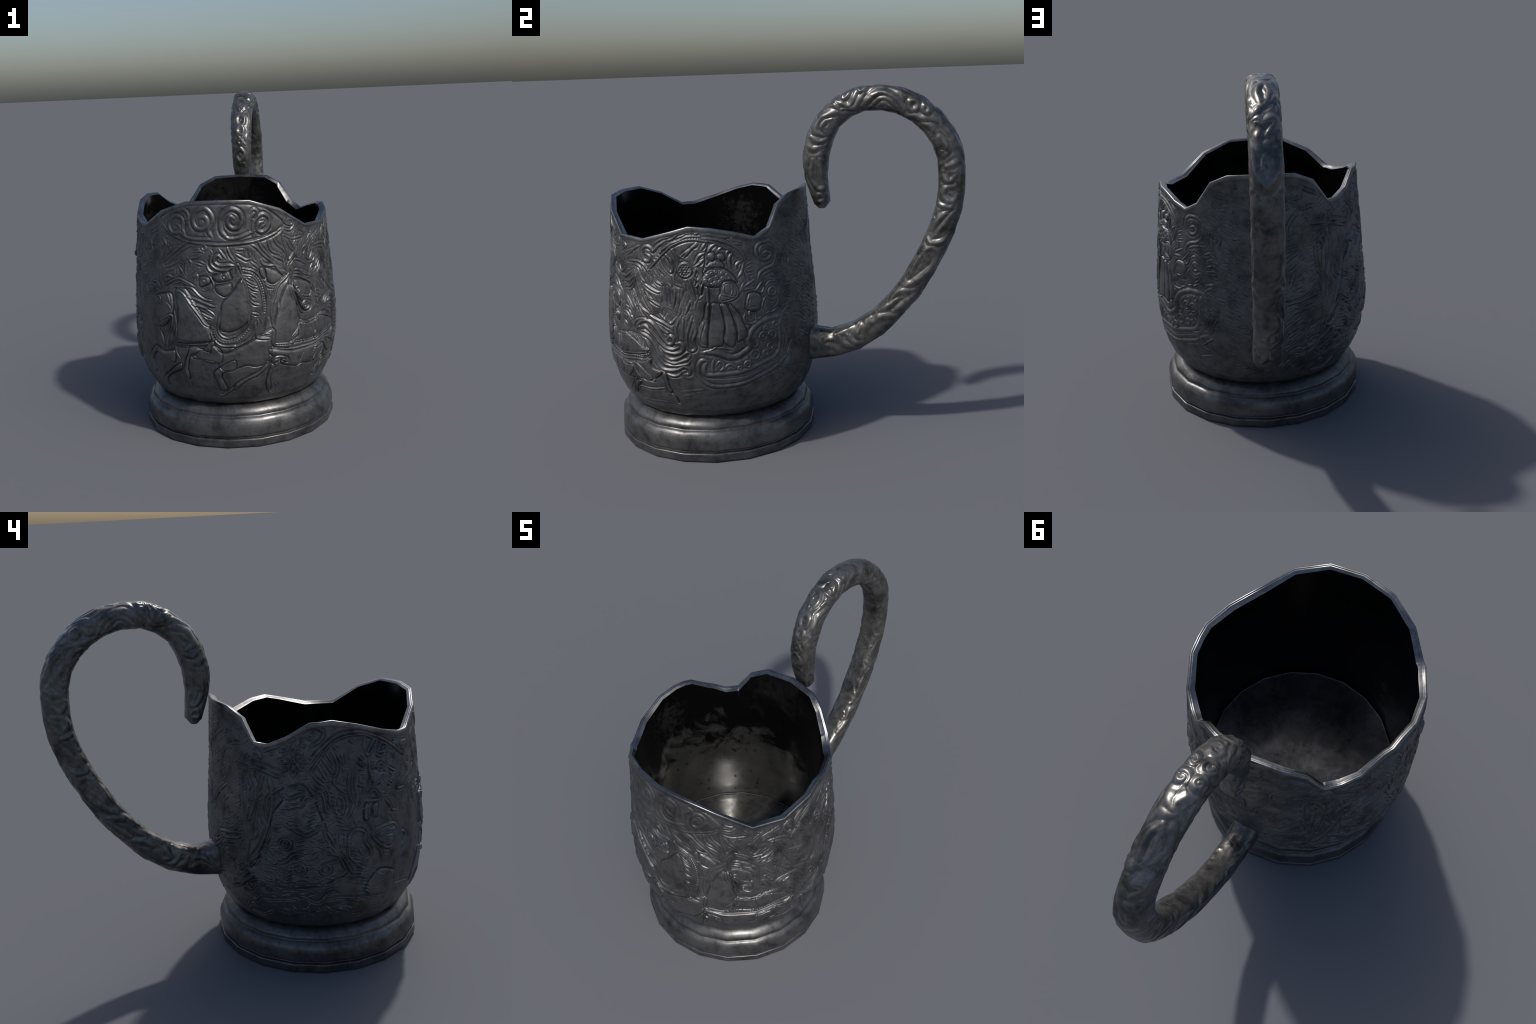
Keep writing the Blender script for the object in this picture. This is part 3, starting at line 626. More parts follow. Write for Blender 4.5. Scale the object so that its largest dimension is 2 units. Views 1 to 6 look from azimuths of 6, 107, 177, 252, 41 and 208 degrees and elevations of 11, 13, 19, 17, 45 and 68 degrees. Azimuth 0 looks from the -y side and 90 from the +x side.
    r.ridge([(324.1, 1119), (329.9, 1157)], 4.5, 3)
    r.ridge([(328.1, 1113), (334.4, 1140)], 4.5, 3)
    r.ridge([(226.5, 1237), (229.8, 1258)], 4.5, 3)
    r.ridge([(223.0, 1182), (231.5, 1213)], 4.5, 3)

def carve_fir_tree(r):
    r.pad([(152.2, 1037), (141.9, 992), (143.5, 962), (137.5, 876), (136.4, 784), (133.5, 717), (130.4, 676), (131.1, 649), (125.7, 585), (123.0, 571), (129.1, 517), (139.8, 498), (159.7, 506), (165.1, 533), (174.0, 578), (170.2, 663), (165.9, 730), (163.8, 776), (163.0, 828), (159.6, 932), (158.5, 964)], 10, 6.3)
    r.ridge([(151.0, 1029), (145.2, 1016), (141.9, 992), (143.4, 962)], 4.5, 6.3)
    r.ridge([(143.2, 988), (146.8, 970), (151.5, 987), (154.9, 989)], 4.5, 6.3)
    r.ridge([(143.5, 920), (148.9, 929), (152.7, 952), (155.2, 981), (159.5, 961)], 4.5, 6.3)
    r.ridge([(144.2, 1019), (146.8, 1014)], 4.5, 6.3)
    r.ridge([(151.3, 1015), (155.0, 1018)], 4.5, 6.3)
    r.ridge([(145.8, 934), (152.0, 933), (153.9, 955)], 4.5, 6.3)
    r.ridge([(136.5, 808), (141.6, 800)], 4.5, 6.3)
    r.ridge([(137.2, 833), (139.6, 822), (142.7, 828)], 4.5, 6.3)
    r.ridge([(148.0, 811), (152.4, 791), (155.0, 782), (157.2, 796), (160.8, 815)], 4.5, 6.3)
    r.ridge([(138.6, 646), (141.3, 635), (145.0, 653), (148.3, 684), (153.1, 682)], 4.5, 6.3)
    r.ridge([(131.2, 685), (134.8, 687), (137.3, 662), (139.3, 647)], 4.5, 6.3)
    r.ridge([(136.4, 784), (135.4, 752), (133.5, 717), (136.0, 710)], 4.5, 6.3)
    r.ridge([(131.1, 649), (129.5, 628), (128.1, 595)], 4.5, 6.3)
    r.ridge([(137.3, 687), (140.7, 667)], 4.5, 6.3)
    r.ridge([(131.2, 681), (128.4, 643), (125.6, 623)], 4.5, 6.3)
    r.ridge([(132.5, 637), (135.4, 620)], 4.5, 6.3)
    r.ridge([(132.0, 607), (135.6, 598)], 4.5, 6.3)
    r.ridge([(139.9, 616), (142.1, 585)], 4.5, 6.3)
    r.ridge([(143.7, 846), (146.0, 821)], 4.5, 6.3)
    r.ridge([(156.6, 671), (160.1, 692)], 4.5, 6.3)
    r.ridge([(143.6, 491), (146.6, 490), (149.3, 504)], 4.5, 6.3)
    r.ridge([(108.2, 419), (116.7, 458), (121.6, 514), (126.1, 544), (128.3, 548)], 4.5, 6.3)
    r.ridge([(121.7, 474), (125.7, 509), (129.1, 521), (132.9, 518)], 4.5, 6.3)
    r.ridge([(129.9, 404), (134.2, 405), (140.8, 422), (148.9, 435)], 4.5, 6.3)
    r.ridge([(153.2, 434), (156.8, 415), (159.9, 412)], 4.5, 6.3)
    r.ridge([(117.6, 286), (126.0, 295), (133.3, 330)], 4.5, 6.3)
    r.ridge([(119.4, 450), (119.4, 416), (125.1, 395)], 4.5, 6.3)
    r.ridge([(133.2, 564), (136.8, 559), (138.5, 504)], 4.5, 6.3)
    r.ridge([(146.3, 381), (147.5, 360)], 4.5, 6.3)
    r.ridge([(154.7, 386), (152.5, 359)], 4.5, 6.3)
    r.ridge([(132.0, 512), (137.8, 507)], 4.5, 6.3)
    r.ridge([(162.1, 855), (163.0, 821), (163.8, 776), (165.9, 730), (170.2, 663), (173.0, 587)], 4.5, 6.3)
    r.ridge([(164.8, 682), (167.6, 680), (170.2, 663)], 4.5, 6.3)
    r.ridge([(161.1, 624), (164.6, 636), (168.5, 644), (170.5, 656)], 4.5, 6.3)
    r.ridge([(155.1, 421), (159.1, 412), (161.8, 432), (163.8, 460), (167.7, 468)], 4.5, 6.3)
    r.ridge([(156.5, 657), (159.7, 685)], 4.5, 6.3)
    r.ridge([(158.2, 819), (162.3, 818)], 4.5, 6.3)
    r.ridge([(159.5, 843), (162.1, 845)], 4.5, 6.3)
    r.ridge([(163.7, 763), (159.9, 751)], 4.5, 6.3)
    r.ridge([(165.5, 727), (163.9, 728)], 4.5, 6.3)
    r.ridge([(163.8, 427), (170.2, 433), (179.1, 420), (187.8, 406)], 4.5, 6.3)
    r.ridge([(174.1, 413), (177.0, 412), (180.2, 392)], 4.5, 6.3)
    r.ridge([(168.0, 383), (174.5, 369), (177.9, 338)], 4.5, 6.3)
    r.ridge([(161.2, 509), (165.7, 522), (169.7, 529)], 4.5, 6.3)
    r.ridge([(162.8, 388), (167.1, 343)], 4.5, 6.3)
    r.ridge([(172.9, 385), (176.2, 352)], 4.5, 6.3)
    r.beads([(139.5, 555), (143.5, 534), (147.5, 537), (151.8, 551), (156.6, 537), (160.1, 540), (159.7, 544), (163.6, 560), (169.1, 581)], 5, 5.4)
    r.beads([(137.8, 335), (143.0, 324), (148.8, 341), (155.8, 325)], 4.5, 4.5)
    r.ring((144.2, 737), 28, 4, 5.76)
    r.ring((150.4, 606), 31, 4, 5.76)
    r.ring((150.4, 606), 11, 4, 5.76)
    r.ring((132.8, 482), 23, 4, 5.76)
    r.ring((163.0, 605), 25, 4, 5.76)
    r.ring((123.0, 473), 11, 4, 5.76)
    r.ring((144.2, 744), 10, 4, 5.76)
    r.region("fir_tree", [(152.3, 1044), (141.3, 995), (142.6, 958), (136.9, 879), (135.7, 783), (132.8, 716), (129.6, 675), (129.9, 643), (124.8, 583), (122.2, 569), (128.1, 507), (139.7, 486), (159.7, 498), (165.7, 525), (175.0, 573), (170.8, 662), (166.5, 730), (164.4, 776), (163.6, 831), (160.5, 932), (159.1, 974)])

def carve_snowflake(r):
    r.ridge([(149.6, 1153), (157.3, 1152)], 3, 5.1)
    r.ridge([(150.6, 1153), (154.1, 1142), (157.3, 1152)], 3.5, 4.25)
    r.ridge([(150.6, 1153), (154.2, 1164), (157.3, 1152)], 3.5, 4.25)
    r.ridge([(149.3, 1159), (153.8, 1202)], 3, 5.1)
    r.ridge([(150.0, 1166), (152.6, 1178), (153.8, 1202)], 3.5, 4.25)
    r.ridge([(150.0, 1166), (151.3, 1191), (153.8, 1202)], 3.5, 4.25)
    r.ridge([(148.6, 1162), (148.8, 1236)], 3, 5.1)
    r.ridge([(148.7, 1171), (149.9, 1206), (148.8, 1236)], 3.5, 4.25)
    r.ridge([(148.7, 1171), (147.6, 1206), (148.8, 1236)], 3.5, 4.25)
    r.ridge([(148.0, 1159), (143.5, 1200)], 3, 5.1)
    r.ridge([(147.3, 1165), (146.1, 1190), (143.5, 1200)], 3.5, 4.25)
    r.ridge([(147.3, 1165), (144.7, 1177), (143.5, 1200)], 3.5, 4.25)
    r.ridge([(147.7, 1152), (139.7, 1149)], 3, 5.1)
    r.ridge([(146.7, 1152), (143.0, 1161), (139.7, 1149)], 3.5, 4.25)
    r.ridge([(146.7, 1152), (143.0, 1140), (139.7, 1149)], 3.5, 4.25)
    r.ridge([(147.9, 1146), (143.4, 1101)], 3, 5.1)
    r.ridge([(147.2, 1139), (144.6, 1126), (143.4, 1101)], 3.5, 4.25)
    r.ridge([(147.2, 1139), (146.0, 1114), (143.4, 1101)], 3.5, 4.25)
    r.ridge([(148.6, 1143), (148.5, 1068)], 3, 5.1)
    r.ridge([(148.6, 1134), (147.4, 1099), (148.5, 1068)], 3.5, 4.25)
    r.ridge([(148.6, 1134), (149.7, 1099), (148.5, 1068)], 3.5, 4.25)
    r.ridge([(149.3, 1146), (153.6, 1103)], 3, 5.1)
    r.ridge([(150.0, 1140), (151.2, 1115), (153.6, 1103)], 3.5, 4.25)
    r.ridge([(150.0, 1140), (152.5, 1128), (153.6, 1103)], 3.5, 4.25)
    r.ring((148.6, 1153), 8, 4, 5.44)
    r.region("snowflake", [(158.2, 1152), (152.5, 1168), (155.6, 1218), (150.3, 1190), (148.8, 1245), (147.1, 1190), (141.7, 1216), (144.7, 1167), (138.6, 1148), (144.7, 1136), (141.6, 1083), (147.0, 1115), (148.5, 1059), (150.2, 1115), (155.3, 1087), (152.5, 1137)])

def carve_arch_left(r):
    r.ridge([(118.4, 1124), (128.5, 1122), (134.4, 1116), (142.7, 1097)], 4.5, 4.5)
    r.ridge([(121.2, 1104), (130.4, 1104), (138.6, 1094), (143.6, 1076)], 4.5, 4.5)
    r.beads([(116.7, 1092), (121.2, 1090), (126.9, 1093), (134.8, 1086), (141.7, 1071)], 6, 4.5)
    r.ridge([(157.1, 1140), (161.4, 1197), (166.4, 1241), (171.1, 1268), (175.9, 1279), (182.2, 1278), (188.1, 1260), (194.4, 1234), (200.3, 1201), (207.5, 1154), (214.8, 1100)], 5, 6.3)
    r.ridge([(157.0, 1087), (159.9, 1136), (163.6, 1187), (167.6, 1231), (171.7, 1252), (177.2, 1265), (184.3, 1261), (190.3, 1238), (197.5, 1200), (204.7, 1150)], 4, 5.4)
    r.ridge([(154.1, 1287), (156.1, 1310), (159.3, 1317), (162.6, 1311), (161.5, 1311), (164.3, 1291), (163.2, 1258), (159.9, 1235), (157.3, 1220)], 5, 5.4)
    r.ridge([(157.3, 1288), (159.3, 1292), (160.5, 1284)], 4, 5.76)
    r.ridge([(155.7, 1267), (157.6, 1260), (159.2, 1266)], 5, 5.76)
    r.ridge([(164.9, 1186), (167.3, 1157), (169.7, 1118)], 5, 5.4)
    r.ridge([(162.6, 1169), (165.3, 1133), (168.0, 1082)], 5, 5.4)
    r.ridge([(160.3, 1142), (163.2, 1091), (165.0, 1052)], 5, 5.4)
    r.ridge([(157.6, 1090), (161.2, 1051), (164.0, 1025)], 5, 5.4)
    r.ridge([(167.2, 1210), (169.9, 1161), (171.0, 1113), (169.5, 1074), (167.0, 1076)], 5, 5.4)
    r.ridge([(156.8, 1043), (158.6, 1015), (162.3, 994), (163.7, 953), (164.4, 901), (165.9, 891)], 5, 5.4)
    r.ridge([(164.0, 1031), (166.0, 983), (166.1, 945), (167.3, 915)], 5, 5.4)
    r.ridge([(169.5, 1071), (169.0, 1037), (171.8, 1015), (175.7, 998)], 5, 5.4)
    r.ridge([(169.0, 1031), (172.4, 999), (175.5, 978)], 5, 5.4)
    r.ridge([(169.7, 973), (168.9, 926), (170.0, 884), (172.5, 884), (173.5, 922), (172.5, 961), (169.7, 973)], 5, 5.4)
    r.ridge([(177.5, 1091), (176.5, 1029), (176.8, 965), (178.0, 916), (174.9, 853)], 5, 5.4)
    r.ridge([(180.9, 1077), (179.8, 1024), (180.5, 966), (179.9, 916)], 5, 5.4)
    r.ridge([(175.4, 1187), (175.8, 1143), (176.6, 1110)], 5, 5.4)
    r.ridge([(177.1, 1253), (179.7, 1222)], 5, 5.4)
    r.ridge([(168.3, 1227), (171.4, 1191)], 5, 5.4)
    r.ridge([(170.7, 1179), (173.7, 1126)], 5, 5.4)
    r.ridge([(216.4, 1175), (212.0, 1169), (212.7, 1135)], 5, 5.4)
    r.ridge([(209.8, 1000), (206.1, 980), (206.7, 945), (211.9, 941)], 5, 5.4)
    r.ridge([(202.1, 944), (204.5, 905)], 5, 5.4)
    r.ridge([(208.4, 1102), (209.0, 1062)], 5, 5.4)
    r.ridge([(212.3, 1073), (210.9, 1030)], 5, 5.4)
    r.ridge([(215.4, 1058), (216.1, 1016)], 5, 5.4)
    r.ridge([(168.3, 1317), (170.0, 1318), (170.2, 1300)], 5, 5.4)
    r.ridge([(173.6, 1315), (178.8, 1310)], 5, 5.4)
    r.ridge([(180.9, 1308), (186.7, 1287)], 5, 5.4)
    r.ridge([(193.0, 1271), (197.2, 1255)], 5, 5.4)
    r.ridge([(196.5, 1231), (199.4, 1241)], 5, 5.4)
    r.ridge([(213.2, 862), (215.1, 808), (215.7, 758)], 5, 5.4)
    r.ridge([(208.7, 846), (207.5, 798)], 5, 5.4)
    r.ridge([(219.8, 931), (219.5, 880), (222.0, 827)], 5, 5.4)
    r.ridge([(229.3, 908), (223.8, 901)], 5, 5.4)
    r.ridge([(223.1, 1159), (225.2, 1086)], 5, 5.4)
    r.ridge([(216.1, 1090), (218.5, 1057)], 5, 5.4)
    r.ridge([(175.1, 656), (175.4, 754), (178.7, 793), (183.5, 771), (183.6, 722), (186.4, 670), (186.3, 620), (181.9, 586), (175.1, 656)], 5, 5.4)
    r.ridge([(169.6, 788), (169.1, 745), (170.2, 684)], 5, 5.4)
    r.ridge([(173.6, 794), (173.2, 698)], 5, 5.4)
    r.ridge([(164.5, 793), (166.9, 750), (169.3, 692), (172.4, 646), (176.7, 559)], 5, 5.4)
    r.ridge([(189.9, 771), (196.3, 783), (202.3, 773), (204.5, 731), (201.7, 671), (195.7, 664), (188.9, 725), (188.3, 757), (189.9, 771)], 5, 5.4)
    r.ridge([(195.9, 724), (200.4, 722), (202.0, 746), (197.4, 752)], 5, 5.4)
    r.ridge([(198.7, 648), (199.6, 605), (197.9, 580)], 5, 5.4)
    r.ridge([(201.2, 584), (201.5, 523), (201.1, 453)], 5, 5.4)
    r.ridge([(173.7, 553), (178.4, 548), (185.6, 551)], 5, 5.4)
    r.ridge([(189.6, 691), (192.6, 651), (193.0, 595)], 5, 5.4)
    r.ridge([(188.2, 806), (188.3, 757)], 5, 5.4)
    r.ridge([(204.9, 690), (208.3, 715), (211.2, 683), (206.3, 656)], 5, 5.4)
    r.ridge([(205.2, 601), (211.0, 632)], 5, 5.4)
    r.ridge([(209.1, 609), (212.1, 548)], 5, 5.4)
    r.ridge([(179.4, 809), (178.9, 844)], 5, 5.4)
    r.ridge([(202.1, 433), (215.7, 410)], 5, 5.4)
    r.ridge([(180.0, 694), (181.3, 656)], 5, 5.4)
    r.ridge([(118.6, 1076), (118.9, 945), (120.4, 849)], 5, 5.4)
    r.ridge([(122.9, 1073), (125.5, 1022), (123.5, 970), (123.7, 888)], 5, 5.4)
    r.ridge([(132.3, 1079), (130.5, 1016), (129.4, 963)], 5, 5.4)
    r.ridge([(128.7, 949), (131.6, 992)], 5, 5.4)
    r.ridge([(135.8, 1067), (135.1, 1015)], 5, 5.4)
    r.ridge([(141.3, 1014), (136.9, 982), (134.5, 944), (134.8, 873)], 5, 5.4)
    r.ridge([(129.8, 912), (132.0, 856)], 5, 5.4)
    r.ridge([(126.5, 1101), (126.2, 1030)], 5, 5.4)
    r.ridge([(126.0, 1190), (130.3, 1182)], 5, 5.4)
    r.ridge([(122.8, 1144), (128.0, 1151)], 5, 5.4)
    r.ridge([(126.8, 1168), (128.4, 1154)], 5, 5.4)
    r.ridge([(133.3, 1191), (136.5, 1206), (142.1, 1225)], 5, 5.4)
    r.ridge([(135.8, 1180), (138.6, 1183)], 5, 5.4)
    r.ridge([(141.7, 1197), (145.8, 1205), (146.1, 1217)], 5, 5.4)
    r.ridge([(150.0, 1212), (152.3, 1215)], 5, 5.4)
    r.ridge([(152.7, 1227), (153.9, 1224)], 5, 5.4)
    r.ridge([(146.5, 1242), (148.8, 1258), (148.5, 1242)], 5, 5.4)
    r.ridge([(152.1, 1252), (154.3, 1255)], 5, 5.4)
    r.ridge([(155.7, 1174), (158.6, 1168), (162.2, 1216)], 5, 5.4)
    r.ridge([(110.9, 1316), (118.5, 1282), (120.4, 1268)], 5, 5.4)
    r.ridge([(105.6, 1262), (110.4, 1267)], 5, 5.4)
    r.ridge([(89.8, 1093), (87.4, 1159), (95.9, 1229), (103.6, 1268)], 5, 5.4)
    r.ridge([(102.8, 1060), (103.1, 1124), (107.8, 1193)], 5, 5.4)
    r.ridge([(95.8, 834), (96.3, 895), (102.8, 955), (108.2, 989)], 5, 5.4)
    r.ridge([(103.6, 805), (105.8, 881)], 5, 5.4)
    r.ridge([(89.0, 972), (90.3, 870)], 5, 5.4)
    r.ridge([(110.1, 1204), (118.2, 1220)], 5, 5.4)
    r.ridge([(112.7, 1218), (119.1, 1212)], 5, 5.4)
    r.ridge([(120.4, 826), (121.7, 758)], 5, 5.4)
    r.ridge([(123.8, 833), (124.3, 746), (122.8, 653), (121.8, 579)], 5, 5.4)
    r.ridge([(129.4, 843), (131.7, 798)], 5, 5.4)
    r.ridge([(132.8, 841), (134.3, 819), (136.1, 825)], 5, 5.4)
    r.ridge([(128.7, 779), (127.9, 739)], 5, 5.4)
    r.ridge([(130.1, 697), (126.0, 638), (123.6, 580)], 5, 5.4)
    r.ridge([(106.3, 672), (114.2, 692)], 5, 5.4)
    r.ridge([(105.2, 721), (112.8, 740), (118.6, 765)], 5, 5.4)
    r.ridge([(105.7, 696), (114.7, 716), (119.6, 739)], 5, 5.4)
    r.ridge([(114.2, 565), (119.8, 597)], 5, 5.4)
    r.ridge([(116.4, 545), (119.9, 563)], 5, 5.4)
    r.pad([(183.5, 464), (184.0, 442), (187.6, 415), (198.8, 407), (201.2, 449), (201.6, 515), (192.7, 558), (186.8, 522)], 10, 6.3)
    r.ring((207.2, 1209), 15, 4, 5.76)

def carve_standing_figure(r):
    r.ridge([(181.4, 1161), (185.5, 1123)], 4.5, 6.3)
    r.ridge([(180.9, 1136), (184.9, 1099)], 4.5, 6.3)
    r.ridge([(181.7, 1097), (185.2, 1083)], 4.5, 6.3)
    r.ridge([(182.6, 1068), (185.1, 1064)], 4.5, 6.3)
    r.ridge([(183.5, 1044), (185.7, 1047)], 4.5, 6.3)
    r.ridge([(199.8, 1074), (203.4, 1051), (206.8, 1034)], 4.5, 6.3)
    r.ridge([(200.4, 1049), (203.1, 1032), (206.8, 1030)], 4.5, 6.3)
    r.ridge([(201.6, 1024), (204.0, 1021)], 4.5, 6.3)
    r.ridge([(200.8, 1000), (203.0, 984)], 4.5, 6.3)
    r.ridge([(199.3, 990), (200.1, 982)], 4.5, 6.3)
    r.ridge([(188.2, 1131), (188.2, 1087), (188.6, 1042), (187.3, 993)], 4.5, 6.3)
    r.ridge([(185.7, 1009), (184.1, 979), (182.1, 948)], 4.5, 6.3)
    r.ridge([(186.7, 946), (187.7, 970), (190.0, 975), (191.8, 955), (193.1, 922), (184.1, 934)], 4.5, 6.3)
    r.ridge([(183.7, 930), (189.2, 922), (194.3, 922)], 4.5, 6.3)
    r.ridge([(186.8, 910), (186.3, 833)], 4.5, 6.3)
    r.ridge([(189.0, 903), (188.5, 829)], 4.5, 6.3)
    r.ridge([(196.7, 915), (199.4, 878), (201.0, 851), (204.3, 838)], 4.5, 6.3)
    r.ridge([(192.4, 1156), (194.7, 1139), (198.7, 1144)], 4.5, 6.3)
    r.ridge([(186.9, 1253), (185.7, 1204), (185.5, 1174)], 4.5, 6.3)
    r.ridge([(191.8, 1226), (193.8, 1217), (188.8, 1159), (187.3, 1164), (191.8, 1226)], 4.5, 6.3)
    r.ridge([(196.2, 1203), (199.7, 1186), (198.0, 1158), (194.1, 1162), (196.2, 1203)], 4.5, 6.3)
    r.ridge([(201.3, 1164), (199.3, 1117), (199.9, 1083)], 4.5, 6.3)
    r.ridge([(203.6, 1143), (205.6, 1103), (204.1, 1067)], 4.5, 6.3)
    r.ridge([(180.8, 1073), (180.9, 1023), (185.3, 1000)], 4.5, 6.3)
    r.ridge([(181.7, 942), (182.9, 914)], 4.5, 6.3)
    r.ridge([(197.7, 1049), (192.2, 1009), (188.2, 994)], 4.5, 6.3)
    r.ridge([(192.5, 996), (195.9, 1001)], 4.5, 6.3)
    r.ridge([(180.4, 896), (183.0, 921)], 4.5, 6.3)
    r.ridge([(188.7, 1099), (191.9, 1103)], 4.5, 6.3)
    r.ridge([(186.3, 1128), (186.7, 1090)], 4.5, 6.3)
    r.ring((195.0, 1084), 18, 4, 5.76)
    r.pad([(189.0, 903), (191.9, 906), (190.8, 843), (188.6, 848)], 9, 6.3)
    r.pad([(184.3, 912), (186.5, 908), (186.0, 837), (183.5, 842)], 9, 6.3)
    r.pad([(188.9, 1079), (197.7, 1049), (193.0, 1004), (188.5, 1023)], 9, 7.2)
    r.region("standing_figure", [(180.0, 1162), (185.8, 1167), (192.8, 1161), (199.7, 1148), (200.3, 1076), (208.0, 1035), (202.4, 973), (195.7, 982), (195.1, 919), (193.3, 903), (192.2, 820), (183.2, 839), (183.0, 917), (181.4, 946), (185.0, 1003), (181.4, 1054)])

def carve_back_panel(r):
    r.ridge([(60.1, 940), (62.8, 950), (65.1, 944)], 5, 5.1)
    r.ridge([(60.2, 910), (64.1, 919), (66.7, 901)], 5, 5.1)
    r.ridge([(60.2, 886), (64.8, 889), (66.1, 870)], 5, 5.1)
    r.ridge([(63.5, 858), (66.4, 849)], 5, 5.1)
    r.ridge([(59.5, 812), (64.8, 821)], 5, 5.1)
    r.ridge([(58.9, 777), (62.2, 798), (64.8, 789)], 5, 5.1)
    r.ridge([(59.4, 681), (60.6, 633), (58.8, 570)], 5, 5.1)
    r.ridge([(65.7, 635), (63.0, 591), (60.6, 534)], 5, 5.1)
    r.ridge([(62.1, 985), (58.7, 974)], 5, 5.1)
    r.ridge([(54.7, 464), (58.7, 491), (62.8, 523)], 5, 5.1)
    r.ridge([(51.2, 390), (60.7, 408)], 5, 5.1)
    r.ridge([(67.9, 836), (68.5, 806)], 5, 5.1)
    r.ridge([(62.7, 1092), (63.4, 1063)], 5, 5.1)
    r.ridge([(62.1, 1056), (62.8, 997)], 5, 5.1)
    r.ridge([(66.0, 1089), (67.3, 1055), (66.0, 1019)], 5, 5.1)
    r.ridge([(120.6, 1045), (123.9, 996), (122.9, 877), (121.1, 694)], 6, 5.1)
    r.ridge([(125.5, 1077), (128.1, 1012), (127.2, 916), (123.2, 814)], 6, 5.1)
    r.ridge([(136.0, 1060), (137.1, 915), (133.1, 763), (126.2, 616)], 6, 5.1)
    r.ridge([(118.6, 886), (122.5, 816), (122.4, 627)], 6, 5.1)
    r.ridge([(130.7, 932), (132.3, 828)], 6, 5.1)
    r.ridge([(129.6, 910), (127.8, 803), (127.3, 741)], 6, 5.1)
    r.ridge([(115.5, 1125), (126.6, 1114), (141.6, 1068)], 6, 5.1)
    r.ridge([(117.6, 1133), (129.3, 1127), (144.3, 1083)], 6, 5.1)
    r.ridge([(127.3, 545), (118.7, 482), (110.1, 454)], 6, 5.1)
    r.ridge([(126.4, 1177), (129.1, 1190), (130.6, 1163), (127.9, 1162)], 6, 5.1)
    r.ridge([(122.9, 1148), (126.1, 1142)], 6, 5.1)
    r.ridge([(107.3, 686), (113.0, 694)], 6, 5.1)
    r.ridge([(100.3, 715), (106.8, 731), (118.5, 751), (120.6, 752)], 6, 5.1)

MOTIFS = [carve_cartouche, carve_horse_middle, carve_horse_left, carve_horse_right, carve_horse_tail, carve_sleigh, carve_bearded_figure, carve_seated_figure, carve_rosette, carve_arch_right, carve_foliage_right, carve_foliage_front, carve_fir_tree, carve_snowflake, carve_arch_left, carve_standing_figure, carve_back_panel]
REGION_NAMES = {'cartouche': 'scroll_cartouche', 'horse_middle': 'horse', 'horse_left': 'horse', 'horse_right': 'horse', 'horse_tail': 'horse_tail', 'sleigh': 'sleigh', 'bearded_figure': 'bearded_figure', 'seated_figure': 'seated_figure', 'fir_tree': 'fir_tree', 'snowflake': 'snowflake', 'standing_figure': 'winged_figure'}


# ------------------------------------------------------------------ mesh helpers
def grid_faces(rows, cols, wrap=True):
    i = np.arange(rows - 1)[:, None] * cols
    j = np.arange(cols if wrap else cols - 1)[None, :]
    j2 = (j + 1) % cols
    return np.stack([i + j, i + j2, i + cols + j2, i + cols + j], -1).reshape(-1, 4)


def grid_normals(P, wrap=True):
    """normals of a (rows, cols, 3) grid; columns wrap"""
    du = (np.roll(P, -1, 1) - np.roll(P, 1, 1)) if wrap else np.gradient(P, axis=1)
    dv = np.gradient(P, axis=0)
    n = np.cross(du, dv)
    return n / (np.linalg.norm(n, axis=-1, keepdims=True) + 1e-12)


def make_mesh(name, verts, faces, normals, material, parent, extra_polys=()):
    me = bpy.data.meshes.new(name)
    nf = len(faces)
    loops = faces.reshape(-1)
    starts = np.arange(nf) * 4
    totals = np.full(nf, 4)
    for poly in extra_polys:
        starts = np.append(starts, len(loops)); totals = np.append(totals, len(poly))
        loops = np.concatenate([loops, poly])
    me.vertices.add(len(verts)); me.vertices.foreach_set('co', np.ascontiguousarray(verts, np.float32).ravel())
    me.loops.add(len(loops)); me.loops.foreach_set('vertex_index', loops.astype(np.int32))
    me.polygons.add(len(starts)); me.polygons.foreach_set('loop_start', starts.astype(np.int32))
    me.polygons.foreach_set('use_smooth', np.ones(len(starts), bool))
    me.update(calc_edges=True); me.validate()
    if normals is not None:
        me.normals_split_custom_set_from_vertices(normals.astype(np.float32).tolist())
    me.materials.append(material)
    ob = bpy.data.objects.new(name, me)
    bpy.context.scene.collection.objects.link(ob)
    ob.parent = parent
    return ob


def turned(theta, r, z):
    return np.stack([r * np.cos(theta), AXIS_Y + r * np.sin(theta), np.broadcast_to(z, np.broadcast(theta, r).shape)], -1)


